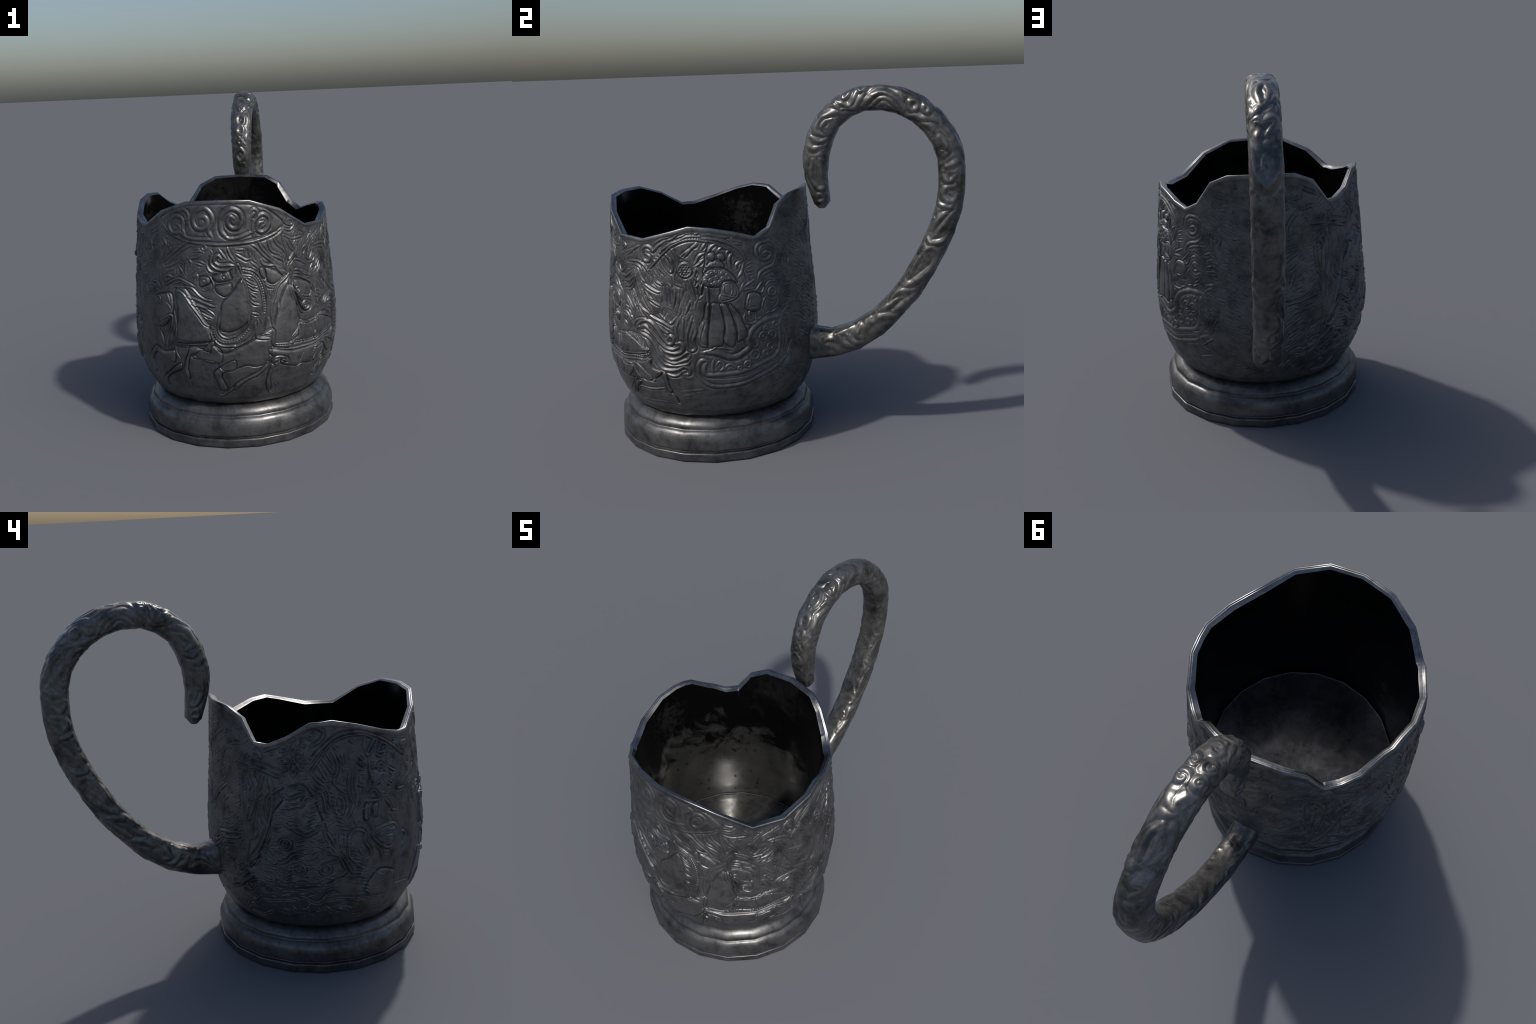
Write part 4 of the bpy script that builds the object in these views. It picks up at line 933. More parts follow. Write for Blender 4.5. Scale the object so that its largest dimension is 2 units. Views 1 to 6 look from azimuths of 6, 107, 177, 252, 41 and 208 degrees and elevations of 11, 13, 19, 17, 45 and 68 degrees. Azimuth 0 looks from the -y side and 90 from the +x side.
# ------------------------------------------------------------------ materials
def nodes_of(name):
    m = bpy.data.materials.new(name); m.use_nodes = True
    nt = m.node_tree
    b = nt.nodes['Principled BSDF']
    tc = nt.nodes.new('ShaderNodeTexCoord')

    def noise(scale, detail, rough, distort=0.0, offset=(0, 0, 0), stretch=(1, 1, 1)):
        mp = nt.nodes.new('ShaderNodeMapping'); mp.inputs['Location'].default_value = offset; mp.inputs['Scale'].default_value = stretch
        nt.links.new(tc.outputs['Object'], mp.inputs['Vector'])
        n = nt.nodes.new('ShaderNodeTexNoise')
        n.inputs['Scale'].default_value = scale; n.inputs['Detail'].default_value = detail
        n.inputs['Roughness'].default_value = rough; n.inputs['Distortion'].default_value = distort
        nt.links.new(mp.outputs[0], n.inputs['Vector'])
        return n.outputs[0]

    def ramp(src, stops):
        r = nt.nodes.new('ShaderNodeValToRGB')
        e = r.color_ramp.elements
        while len(e) > 1:
            e.remove(e[0])
        for k, (p, c) in enumerate(stops):
            el = e[0] if k == 0 else e.new(p)
            el.position = p; el.color = (c, c, c, 1) if not isinstance(c, tuple) else (*c, 1)
        nt.links.new(src, r.inputs[0])
        return r.outputs[0]

    def mix(kind, a, b_, fac=1.0):
        x = nt.nodes.new('ShaderNodeMix'); x.data_type = 'RGBA'; x.blend_type = kind
        if isinstance(fac, float): x.inputs[0].default_value = fac
        else: nt.links.new(fac, x.inputs[0])
        for s, v in ((x.inputs[6], a), (x.inputs[7], b_)):
            if isinstance(v, tuple): s.default_value = (*v, 1)
            else: nt.links.new(v, s)
        return x.outputs[2]
    return m, nt, b, tc, noise, ramp, mix


def pewter(name, light, dark, rough_lo, rough_hi, blotch=7.0, grain=.1, offset=(0, 0, 0), metal=.7):
    m, nt, b, tc, noise, ramp, mix = nodes_of(name)
    col = ramp(noise(blotch, 9, .68, .35, offset), [(.36, dark), (.5, tuple(.55 * (l + d) for l, d in zip(light, dark))), (.66, light)])
    spots = ramp(noise(blotch * 3.3, 8, .75, .2, (3, 1, 2)), [(.36, .30), (.47, .85), (.56, 1.0)])
    col = mix('MULTIPLY', col, spots, .62)
    nt.links.new(col, b.inputs['Base Color'])
    b.inputs['Metallic'].default_value = metal
    rg = ramp(noise(blotch * 1.4, 8, .7, .2, (5, 5, 1)), [(.3, rough_hi), (.7, rough_lo)])
    nt.links.new(rg, b.inputs['Roughness'])
    bump = nt.nodes.new('ShaderNodeBump'); bump.inputs['Strength'].default_value = grain; bump.inputs['Distance'].default_value = .004
    nt.links.new(noise(45, 6, .65), bump.inputs['Height'])
    nt.links.new(bump.outputs[0], b.inputs['Normal'])
    return m


MAT_WALL = pewter('embossed_pewter', (.155, .155, .158), (.068, .068, .070), .35, .50)
MAT_FOOT = pewter('worn_pewter', (.145, .145, .147), (.052, .052, .054), .28, .45, blotch=6.0, grain=.05)
MAT_HANDLE = pewter('cast_pewter', (.18, .178, .174), (.055, .054, .052), .26, .40, blotch=9.0, grain=.05)
MAT_RIM = pewter('polished_pewter', (.25, .25, .25), (.15, .15, .155), .28, .40, grain=.01, metal=1.0)


def lining(name):
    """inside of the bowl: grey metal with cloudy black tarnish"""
    m, nt, b, tc, noise, ramp, mix = nodes_of(name)
    grey = ramp(noise(6, 9, .7, .4), [(.35, .12), (.65, .21)])
    pits = ramp(noise(26, 3, .5), [(.30, .25), (.36, 1.0)])
    grey = mix('MULTIPLY', grey, pits, 1.0)
    def patch(centre, radius, ns, gain, edge):
        """1 inside a ball round `centre`, its edge broken by noise"""
        sub = nt.nodes.new('ShaderNodeVectorMath'); sub.operation = 'DISTANCE'
        nt.links.new(tc.outputs['Object'], sub.inputs[0]); sub.inputs[1].default_value = centre
        ad = nt.nodes.new('ShaderNodeMath'); ad.operation = 'MULTIPLY_ADD'
        nt.links.new(ns, ad.inputs[0]); ad.inputs[1].default_value = -gain
        nt.links.new(sub.outputs['Value'], ad.inputs[2])
        off = nt.nodes.new('ShaderNodeMath'); off.operation = 'ADD'
        nt.links.new(ad.outputs[0], off.inputs[0]); off.inputs[1].default_value = gain * .5 - radius + .5
        return ramp(off.outputs[0], [(.5 - edge, 1.0), (.5 + edge, 0.0)])

    big = noise(4.5, 9, .70, .7, (1, 2, 0))
    fine_ = noise(30, 5, .75, .2, (4, 0, 2))
    scoured = patch((-.22, -.22, .36), .585, big, 1.0, .05)          # low on the side away from the spout lobe
    speckled = patch((-.53, -.38, 1.13), .06, fine_, .75, .07)      # frosted specks high on the left
    smeared = patch((-.12, .11, 1.33), .13, noise(9, 8, .7, .9, (2, 7, 1), (1, 1, .6)), .9, .10)
    mask = mix('LIGHTEN', mix('LIGHTEN', scoured, mix('MULTIPLY', speckled, (.5, .5, .5))), mix('MULTIPLY', smeared, (.35, .35, .35)))
    b.inputs['Metallic'].default_value = .85
    col = mix('MIX', (.017, .017, .0185), grey, mask)  # near-black base colour carries the dark interior that smooth metal would reflect
    nt.links.new(col, b.inputs['Base Color'])
    b.inputs['Specular IOR Level'].default_value = .4
    rg = ramp(noise(8, 8, .7), [(.3, .25), (.7, .13)])
    nt.links.new(rg, b.inputs['Roughness'])
    return m


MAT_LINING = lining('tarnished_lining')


def scuffed(name):
    """floor: dull grey, finely pitted, with darker clouds"""
    m, nt, b, tc, noise, ramp, mix = nodes_of(name)
    col = ramp(noise(5, 9, .7, .4, (2, 3, 1)), [(.36, .035), (.52, .085), (.66, .14)])
    col = mix('MULTIPLY', col, ramp(noise(24, 8, .75), [(.32, .45), (.52, 1.0)]), .8)
    nt.links.new(mix('MULTIPLY', col, ramp(noise(14, 2, .4, 0, (6, 1, 0)), [(.26, .2), (.30, 1.0)])), b.inputs['Base Color'])
    b.inputs['Metallic'].default_value = .7
    nt.links.new(ramp(noise(9, 8, .7), [(.3, .38), (.7, .22)]), b.inputs['Roughness'])
    bump = nt.nodes.new('ShaderNodeBump'); bump.inputs['Strength'].default_value = .12; bump.inputs['Distance'].default_value = .004
    nt.links.new(noise(40, 6, .7), bump.inputs['Height']); nt.links.new(bump.outputs[0], b.inputs['Normal'])
    return m


MAT_FLOOR = scuffed('scuffed_floor')

# ------------------------------------------------------------------ the thing
holder = bpy.data.objects.new('tea_glass_holder', None)
bpy.context.scene.collection.objects.link(holder)
holder.location = (0, 0, 0)
holder['label'] = 'dark embossed pewter tea glass holder with hooked handle'
holder['category'] = 'cup holder'

# ---- bowl wall, chased
NT, NZ = 1500, 440
theta = np.arange(NT) * 2 * math.pi / NT
top = np.minimum(rim_height(theta, soft=5) - LIP * .9, rim_height(theta) - .014)
v = np.linspace(0, 1, NZ)[:, None]
Z = WALL[0, 0] + v * (top[None, :] - WALL[0, 0])
relief = Relief(np.degrees(theta), Z * 1000, .575 * 1000 * math.pi / 180)
for carve in MOTIFS:
    carve(relief)


def occupied(r, deg, z):
    """is there already a figure or a stroke at this place?"""
    col = int(deg % 360 / r.dx) % r.n
    row = int(np.argmin(abs(r.z[:, col] - z)))
    return r.plate[row, col] > .3 or r.up[row, col] > 1.5


def chase_back_boughs(r):
    """needle strokes of fir boughs on both sides of the handle, and bark-like strokes on the left"""
    g = random.Random(11)
    for k in range(560):
        a = g.uniform(52, 128); z = g.uniform(330, 1330)
        if 1000 * rim_height(np.radians(a)) - z < 60:
            continue
        lean = (1 if a > 90 else -1)
        L = g.uniform(18, 55); slope = g.gauss(.75, .35)
        dx, dz = L / math.hypot(1, slope), L * slope / math.hypot(1, slope)
        dx *= lean
        r.ridge([(a - dx / r.k / 2, z - dz / 2), (a + g.uniform(-.3, .3), z + g.uniform(-3, 3)), (a + dx / r.k / 2, z + dz / 2)],
                g.uniform(3.6, 5.2), g.uniform(2.0, 3.8))
    for k in range(150):
        a = g.uniform(196, 234) if k % 2 else g.uniform(318, 345); z = g.uniform(560, 1200)
        L = g.uniform(25, 70)
        tilt = g.gauss(0, .35)
        r.ridge([(a - tilt * L / r.k / 2, z - L / 2), (a + g.uniform(-.5, .5), z), (a + tilt * L / r.k / 2, z + L / 2)],
                g.uniform(3.2, 4.2), g.uniform(.8, 1.8))
    for k in range(260):
        a = g.uniform(135, 200); z = g.uniform(300, 1150)
        L = g.uniform(14, 40); ang = g.uniform(-.5, .5)
        r.ridge([(a - L / r.k / 2, z - ang * L / 2), (a, z + g.uniform(-4, 4)), (a + L / r.k / 2, z + ang * L / 2)],
                g.uniform(3.6, 4.8), g.uniform(1.6, 3.2))
    # ragged twig ends down both sides of the decorated fir
    for k in range(26):
        z = 1000 - k * 22
        half = 3 + (1010 - z) * .034
        for sg in (-1, 1):
            a = 163.5 + sg * (half + g.uniform(-.6, .6))
            r.ridge([(a - sg * 3.2, z + g.uniform(2, 9)), (a - sg * 1.2, z + 2), (a + sg * .8, z - g.uniform(4, 12))], 4.5, 5)
    # leafy ground between the main figures, combed along a slowly turning direction
    for k in range(520):
        a = g.uniform(188, 400); z = g.uniform(800, 1190)
        ang = math.pi / 2 + .8 * math.sin(a * .11) + .5 * math.sin(z * .013 + a * .05) + g.gauss(0, .25)
        L = g.uniform(28, 62); bend = g.uniform(-8, 8)
        dx, dz = math.cos(ang) * L / 2, math.sin(ang) * L / 2
        if any(occupied(r, a + q * dx / r.k, z + q * dz) for q in (-1.3, -.7, 0, .7, 1.3)) or 1000 * rim_height(np.radians(a)) - z < 70:
            continue
        r.ridge([(a - dx / r.k, z - dz), (a + bend * math.sin(ang) / r.k, z - bend * math.cos(ang)), (a + dx / r.k, z + dz)],
                g.uniform(3.6, 5), g.uniform(1.4, 2.4))


chase_back_boughs(relief)
H = relief.total()
# hammered unevenness of the ground
u = np.degrees(theta)[None, :]
H = H + .5 * value_noise(u / 3.0, Z * 1000 / 30 + 0 * u, 120, 3) + .35 * value_noise(u / 1.2 , Z * 1000 / 12 + 0 * u, 300, 4)
fade = smooth01((Z - WALL[0, 0] - .018) / .03) * smooth01((top[None, :] - Z) / .012)
H = H * fade * .001
R0 = wall_radius(Z, theta[None, :]) - .0012 * fade      # the chasing is raised from this ground
round_pos = turned(theta[None, :], R0 + 1.1 * H, Z)
nrm = grid_normals(round_pos)
pos = turned(theta[None, :], R0 * facet(theta)[None, :] + H, Z)

faces = grid_faces(NZ, NT)
deg_f = np.degrees(theta)
fi = faces[:, 0]
fr, fc = fi // NT, fi % NT
X_f = deg_f[fc]; Z_f = Z.reshape(-1)[fi] * 1000
label = np.zeros(len(faces), int)
names = []
for name, pts in relief.regions:
    xs = X_f.copy()
    mid = pts[:, 0].mean()
    xs = (xs - mid + 180) % 360 - 180 + mid
    ins = Relief._inside(pts, xs, Z_f) & (label == 0)
    names.append(name)
    label[ins] = len(names)
flat_pos, flat_n = pos.reshape(-1, 3), nrm.reshape(-1, 3)
bowl = None
for k in range(len(names) + 1):
    sel = faces[label == k]
    if len(sel) == 0:
        continue
    used, inv = np.unique(sel, return_inverse=True)
    nm = 'bowl' if k == 0 else REGION_NAMES[names[k - 1]]
    ob = make_mesh(nm, flat_pos[used], inv.reshape(-1, 4), flat_n[used], MAT_WALL, holder if k == 0 else bowl)
    if k == 0:
        bowl = ob

# ---- lip
NT2 = 720
th = np.arange(NT2) * 2 * math.pi / NT2
zr = rim_height(th)
zb = np.minimum(rim_height(th, soft=5) - LIP * .9, zr - .014)
slope = np.gradient(np.concatenate([zr[-2:], zr, zr[:2]]))[2:-2] / (2 * math.pi / NT2 * .53)
stretch = np.sqrt(1 + slope ** 2)
ro = wall_radius(zr, th)
rb = wall_radius(zb, th)
rin = np.interp(zr, INSIDE[:, 0], INSIDE[:, 1])
f = facet(th)
sec = [(0, rb, zb), (.0025, rb, zb + .003), (.003, ro, zr - .006 * stretch), (.0005, ro, zr - .001), (-.004, ro, zr), (-.009, ro, zr - .001),
       (-.0105, ro, zr - .004), (-.012, ro, zr - .0015), (-.017, ro, zr - .003), (-.0225, ro, zr - .008 * stretch), (0, rin, zr - .013 * stretch)]
# keep the outside of the lip in order where the rim is steep
rows_r, rows_z = [], []
for off, r_, z_ in sec:
    rows_r.append(r_ + off); rows_z.append(z_ + 0 * th)
rows_r, rows_z = np.array(rows_r), np.array(rows_z)
rows_z[2] = np.maximum(rows_z[2], rows_z[1] + .002)
even = rim_height(th, soft=12) - zr                      # shade the lip along a smooth crest
lip_round = turned(th[None, :], rows_r, rows_z + even[None, :]); lip_pos = turned(th[None, :], rows_r * f[None, :], rows_z)
make_mesh('rim', lip_pos.reshape(-1, 3), grid_faces(len(sec), NT2), grid_normals(lip_round).reshape(-1, 3), MAT_RIM, holder)

# ---- lining: inner wall and floor
zt = rows_z[-1]
vi = np.linspace(0, 1, 60)[:, None]
zi = zt[None, :] + vi * (FLOOR_Z - zt[None, :])
ri = np.interp(zi, INSIDE[:, 0], INSIDE[:, 1])
ri[0] = rin
inner_pos = turned(th[None, :], ri * f[None, :], zi)
make_mesh('inner_wall', inner_pos.reshape(-1, 3), grid_faces(60, NT2), grid_normals(turned(th[None, :], ri, zi)).reshape(-1, 3), MAT_LINING, holder)
fl = [(.506, FLOOR_Z), (.503, FLOOR_Z + .003), (.499, FLOOR_Z + .003), (.496, FLOOR_Z - .002), (.35, FLOOR_Z - .002), (.2, FLOOR_Z - .002), (.05, FLOOR_Z - .002), (.0005, FLOOR_Z - .002)]
fr_, fz_ = np.array([a for a, _ in fl])[:, None] + 0 * th[None, :], np.array([b for _, b in fl])[:, None] + 0 * th[None, :]
make_mesh('floor', turned(th[None, :], fr_ * f[None, :], fz_).reshape(-1, 3), grid_faces(len(fl), NT2), grid_normals(turned(th[None, :], fr_, fz_)).reshape(-1, 3), MAT_FLOOR, holder)

# ---- foot
NF = 320
tf = np.arange(NF) * 2 * math.pi / NF
prof = np.array(FOOT)
fine = []
for a, b in zip(prof[:-1], prof[1:]):
    n = max(1, int(np.linalg.norm(b - a) / .004)) if a[0] > .45 else 1
    fine += [a + (b - a) * t for t in np.linspace(0, 1, n, endpoint=False)]
fine.append(prof[-1]); fine = np.array(fine)
# soften the turned section a little for shading
soft = fine.copy()
for _ in range(2):
    soft[1:-1] = (soft[:-2] + 2 * soft[1:-1] + soft[2:]) / 4
rr, zz = soft[:, 0][:, None] + 0 * tf[None, :], soft[:, 1][:, None] + 0 * tf[None, :]
zz = np.maximum(zz, 0)
fpos = turned(tf[None, :], rr * facet(tf)[None, :], zz)
fn = -grid_normals(turned(tf[None, :], rr, zz))
make_mesh('foot', fpos.reshape(-1, 3)[:], grid_faces(len(soft), NF)[:, ::-1], -(-fn).reshape(-1, 3), MAT_FOOT, holder)

# ---- handle: outer and inner edge of the hook in the plane x = 0, (y, z)
OUTER = [(.235, 1.284), (.212, 1.306), (.165, 1.440), (.154, 1.568), (.185, 1.683), (.243, 1.785), (.338, 1.864), (.445, 1.914), (.560, 1.923),
         (.680, 1.904), (.788, 1.856), (.872, 1.786), (.943, 1.697), (.983, 1.606), (.998, 1.505), (.9985, 1.412), (.986, 1.290),
         (.950, 1.168), (.907, 1.064), (.854, .959), (.778, .825), (.686, .710), (.581, .595), (.456, .504), (.320, .453), (.190, .428), (.150, .424)]
INNER = [(.270, 1.284), (.294, 1.316), (.281, 1.450), (.292, 1.565), (.317, 1.645), (.350, 1.712), (.416, 1.764), (.489, 1.793), (.583, 1.793),
         (.658, 1.774), (.730, 1.735), (.792, 1.680), (.836, 1.614), (.860, 1.540), (.866, 1.465), (.866, 1.400), (.856, 1.310),
         (.826, 1.215), (.782, 1.102), (.738, 1.018), (.685, .921), (.610, .817), (.520, .722), (.410, .648), (.290, .602), (.205, .612), (.150, .645)]
HALF = [.030, .046, .054, .060, .064, .0655, .066, .066, .066, .066, .066, .066, .066, .067, .067, .067, .067, .067, .067, .067, .067, .067, .067, .067, .068, .070, .078]
So = np.array(OUTER); Si = np.array(INNER); Hw = np.array(HALF)
mid = (So + Si) / 2
arc = np.concatenate([[0], np.cumsum(np.linalg.norm(np.diff(mid, axis=0), axis=1))])
LEN = arc[-1]
NS, NP = 1000, 192
s = np.linspace(0, LEN, NS)


def along(col, smooth):
    lin = np.stack([np.interp(s, arc, col[:, k]) for k in range(col.shape[1])], -1)
    if not smooth:
        return lin
    k = np.hanning(75); k /= k.sum()
    pad = np.vstack([2 * lin[:1] - lin[37:0:-1], lin, 2 * lin[-1:] - lin[-2:-39:-1]])
    return np.stack([np.convolve(pad[:, c], k, 'valid') for c in range(col.shape[1])], -1)


phi = np.arange(NP) * 2 * math.pi / NP        # 0 = outer side of the hook, 90 deg = +x
# flattened octagonal section
oct_r = np.array([1.0, 1.06, 1.0, 1.06, 1.0, 1.06, 1.0, 1.06])
e = 3.0
cx, cz = np.cos(phi), np.sin(phi)
sup = (np.abs(cx) ** e + np.abs(cz) ** e) ** (-1 / e)
A, B = cx * sup, cz * sup


def handle_points(smooth, rel):
    o, i_, hw = along(So, smooth), along(Si, smooth), along(Hw[:, None], smooth)[:, 0]
    c, half = (o + i_) / 2, np.linalg.norm(o - i_, axis=1) / 2
    n = (o - i_) / (2 * half[:, None])
    a = half[:, None] + rel
    b = hw[:, None] + rel
    q = c[:, None, :] + n[:, None, :] * (a * A[None, :])[..., None]
    return np.stack([b * B[None, :], q[..., 0], q[..., 1]], -1)


# cast ornament of the handle: sheet coordinates are (angle round the section, distance along in mm)
hz = np.broadcast_to((s * 1000)[:, None], (NS, NP)).copy()
hr = Relief(np.degrees(phi), hz, 73 * math.pi / 180)


def cast_ornament(r):
    r.ridge([(122, 52), (116, 41), (101, 36), (82, 36), (71, 44), (73, 57), (81, 68), (96, 77), (109, 74), (118, 66), (122, 52)], 9.6, 4.375, halo=.25)
    r.ridge([(-122, 52), (-116, 41), (-101, 36), (-82, 36), (-71, 44), (-73, 57), (-81, 68), (-96, 77), (-109, 74), (-118, 66), (-122, 52)], 9.6, 4.375, halo=.25)
    r.ridge([(86, 265), (75, 175), (96, 109), (135, 115), (126, 191), (118, 265)], 11.2, 5, halo=.25)
    r.ridge([(-86, 265), (-75, 175), (-96, 109), (-135, 115), (-126, 191), (-118, 265)], 11.2, 5, halo=.25)
    r.ridge([(56, 336), (84, 323), (114, 342)], 12.8, 5, halo=.25)
    r.ridge([(-56, 336), (-84, 323), (-114, 342)], 12.8, 5, halo=.25)
    r.ridge([(58, 380), (98, 366), (124, 388)], 12.8, 6.25, halo=.25)
    r.ridge([(-58, 380), (-98, 366), (-124, 388)], 12.8, 6.25, halo=.25)
    r.ridge([(105, 402), (68, 413), (58, 454), (71, 503), (90, 550), (114, 569)], 14.4, 6.25, halo=.25)
    r.ridge([(-105, 402), (-68, 413), (-58, 454), (-71, 503), (-90, 550), (-114, 569)], 14.4, 6.25, halo=.25)
    r.ridge([(105, 424), (84, 443), (86, 473), (101, 509)], 11.2, 5, halo=.25)
    r.ridge([(-105, 424), (-84, 443), (-86, 473), (-101, 509)], 11.2, 5, halo=.25)
    r.ridge([(49, 583), (96, 618), (86, 656), (51, 686)], 14.4, 6.25, halo=.25)
    r.ridge([(-49, 583), (-96, 618), (-86, 656), (-51, 686)], 14.4, 6.25, halo=.25)
    r.ridge([(99, 585), (111, 654), (68, 719)], 14.4, 6.25, halo=.25)
    r.ridge([(-99, 585), (-111, 654), (-68, 719)], 14.4, 6.25, halo=.25)
    r.ridge([(43, 542), (58, 569), (96, 569)], 11.2, 5, halo=.25)
    r.ridge([(-43, 542), (-58, 569), (-96, 569)], 11.2, 5, halo=.25)
    r.ridge([(122, 686), (82, 758), (64, 815), (79, 872), (111, 927)], 12.8, 6.25, halo=.25)
    r.ridge([(-122, 686), (-82, 758), (-64, 815), (-79, 872), (-111, 927)], 12.8, 6.25, halo=.25)
    r.ridge([(124, 738), (94, 793), (88, 834), (112, 881)], 11.2, 5.625, halo=.25)
    r.ridge([(-124, 738), (-94, 793), (-88, 834), (-112, 881)], 11.2, 5.625, halo=.25)
    r.ridge([(124, 777), (107, 810), (116, 837)], 11.2, 5, halo=.25)
    r.ridge([(-124, 777), (-107, 810), (-116, 837)], 11.2, 5, halo=.25)
    r.ridge([(69, 985), (81, 987), (92, 982), (98, 968), (96, 954), (86, 946), (75, 946), (66, 954), (60, 965), (62, 976), (69, 985)], 11.2, 5, halo=.25)
    r.ridge([(-69, 985), (-81, 987), (-92, 982), (-98, 968), (-96, 954), (-86, 946), (-75, 946), (-66, 954), (-60, 965), (-62, 976), (-69, 985)], 11.2, 5, halo=.25)
    r.ridge([(56, 1042), (64, 1045), (71, 1042), (75, 1034), (75, 1026), (69, 1017), (62, 1015), (54, 1017), (51, 1026), (51, 1034), (56, 1042)], 11.2, 5, halo=.25)
    r.ridge([(-56, 1042), (-64, 1045), (-71, 1042), (-75, 1034), (-75, 1026), (-69, 1017), (-62, 1015), (-54, 1017), (-51, 1026), (-51, 1034), (-56, 1042)], 11.2, 5, halo=.25)
    r.ridge([(126, 963), (103, 1034), (71, 1102)], 12.8, 5, halo=.25)
    r.ridge([(-126, 963), (-103, 1034), (-71, 1102)], 12.8, 5, halo=.25)
    r.ridge([(120, 1050), (101, 1105), (112, 1140)], 12.8, 5, halo=.25)
    r.ridge([(-120, 1050), (-101, 1105), (-112, 1140)], 12.8, 5, halo=.25)
    r.ridge([(60, 1138), (47, 1201), (51, 1255)], 12.8, 5, halo=.25)
    r.ridge([(-60, 1138), (-47, 1201), (-51, 1255)], 12.8, 5, halo=.25)
    r.ridge([(98, 1168), (88, 1250), (114, 1269)], 12.8, 5, halo=.25)
    r.ridge([(-98, 1168), (-88, 1250), (-114, 1269)], 12.8, 5, halo=.25)
    r.ridge([(105, 1326), (52, 1326)], 12.8, 5, halo=.25)
    r.ridge([(-105, 1326), (-52, 1326)], 12.8, 5, halo=.25)
    r.ridge([(124, 1370), (99, 1406), (73, 1389)], 12.8, 5, halo=.25)
    r.ridge([(-124, 1370), (-99, 1406), (-73, 1389)], 12.8, 5, halo=.25)
    r.ridge([(69, 1436), (111, 1441), (118, 1485), (82, 1512), (58, 1482)], 12.8, 5, halo=.25)
    r.ridge([(-69, 1436), (-111, 1441), (-118, 1485), (-82, 1512), (-58, 1482)], 12.8, 5, halo=.25)
    r.ridge([(133, 1532), (86, 1542), (73, 1510)], 12.8, 5, halo=.25)
    r.ridge([(-133, 1532), (-86, 1542), (-73, 1510)], 12.8, 5, halo=.25)
    r.ridge([(128, 1677), (107, 1600), (77, 1545)], 12.8, 5, halo=.25)
    r.ridge([(-128, 1677), (-107, 1600), (-77, 1545)], 12.8, 5, halo=.25)
    r.ridge([(99, 1696), (82, 1622), (64, 1562)], 12.8, 5, halo=.25)
    r.ridge([(-99, 1696), (-82, 1622), (-64, 1562)], 12.8, 5, halo=.25)
    r.ridge([(122, 1816), (129, 1887), (120, 1977)], 12.8, 5, halo=.25)
    r.ridge([(-122, 1816), (-129, 1887), (-120, 1977)], 12.8, 5, halo=.25)
    r.ridge([(68, 1879), (84, 1961), (118, 2038)], 12.8, 5, halo=.25)
    r.ridge([(-68, 1879), (-84, 1961), (-118, 2038)], 12.8, 5, halo=.25)
    r.ridge([(126, 2152), (124, 2084), (71, 2007)], 12.8, 5, halo=.25)
    r.ridge([(-126, 2152), (-124, 2084), (-71, 2007)], 12.8, 5, halo=.25)
    r.ridge([(79, 2169), (64, 2092), (54, 2018)], 12.8, 5, halo=.25)
    r.ridge([(-79, 2169), (-64, 2092), (-54, 2018)], 12.8, 5, halo=.25)
    r.ridge([(139, 2265), (118, 2193), (103, 2111)], 12.8, 5, halo=.25)
    r.ridge([(-139, 2265), (-118, 2193), (-103, 2111)], 12.8, 5, halo=.25)
    r.ridge([(107, 2306), (99, 2240), (54, 2166)], 12.8, 5, halo=.25)
    r.ridge([(-107, 2306), (-99, 2240), (-54, 2166)], 12.8, 5, halo=.25)
    r.ridge([(124, 2478), (77, 2450), (54, 2390)], 12.8, 5, halo=.25)
    r.ridge([(-124, 2478), (-77, 2450), (-54, 2390)], 12.8, 5, halo=.25)
    r.ridge([(122, 2377), (94, 2418), (73, 2390)], 12.8, 5, halo=.25)
    r.ridge([(-122, 2377), (-94, 2418), (-73, 2390)], 12.8, 5, halo=.25)
    r.ridge([(126, 2543), (131, 2478), (141, 2426)], 12.8, 5, halo=.25)
    r.ridge([(-126, 2543), (-131, 2478), (-141, 2426)], 12.8, 5, halo=.25)
    r.ridge([(82, 2658), (111, 2606), (116, 2563)], 12.8, 5, halo=.25)
    r.ridge([(-82, 2658), (-111, 2606), (-116, 2563)], 12.8, 5, halo=.25)
    r.ridge([(68, 2658), (90, 2593), (66, 2543)], 12.8, 5, halo=.25)
    r.ridge([(-68, 2658), (-90, 2593), (-66, 2543)], 12.8, 5, halo=.25)
    r.ridge([(118, 2519), (82, 2502), (52, 2442)], 12.8, 5, halo=.25)
    r.ridge([(-118, 2519), (-82, 2502), (-52, 2442)], 12.8, 5, halo=.25)
    r.ridge([(135, 1726), (105, 1745), (66, 1720), (51, 1671)], 12.8, 7.5, halo=.25)
    r.ridge([(-135, 1726), (-105, 1745), (-66, 1720), (-51, 1671)], 12.8, 7.5, halo=.25)
    r.ridge([(122, 1800), (96, 1767), (62, 1786), (49, 1838), (68, 1914), (105, 2018)], 12.8, 5.625, halo=.25)
    r.ridge([(-122, 1800), (-96, 1767), (-62, 1786), (-49, 1838), (-68, 1914), (-105, 2018)], 12.8, 5.625, halo=.25)
    r.ridge([(13, 566), (11, 550), (2, 539), (-8, 539), (-19, 552), (-22, 569), (-21, 588), (-13, 599), (-2, 599), (9, 585), (13, 566)], 9.6, 4.375, halo=.25)
    r.ridge([(7, 514), (6, 509), (2, 503), (-4, 503), (-8, 509), (-9, 514), (-9, 522), (-4, 525), (0, 525), (6, 520), (7, 514)], 8, 4.375, halo=.25)
    r.ridge([(24, 443), (21, 427), (9, 416), (-6, 416), (-17, 427), (-22, 446), (-19, 462), (-8, 473), (7, 473), (21, 462), (24, 443)], 9.6, 5, halo=.25)
    r.ridge([(19, 386), (17, 369), (7, 361), (-6, 364), (-15, 372), (-19, 386), (-15, 399), (-6, 408), (6, 408), (15, 399), (19, 386)], 9.6, 5, halo=.25)
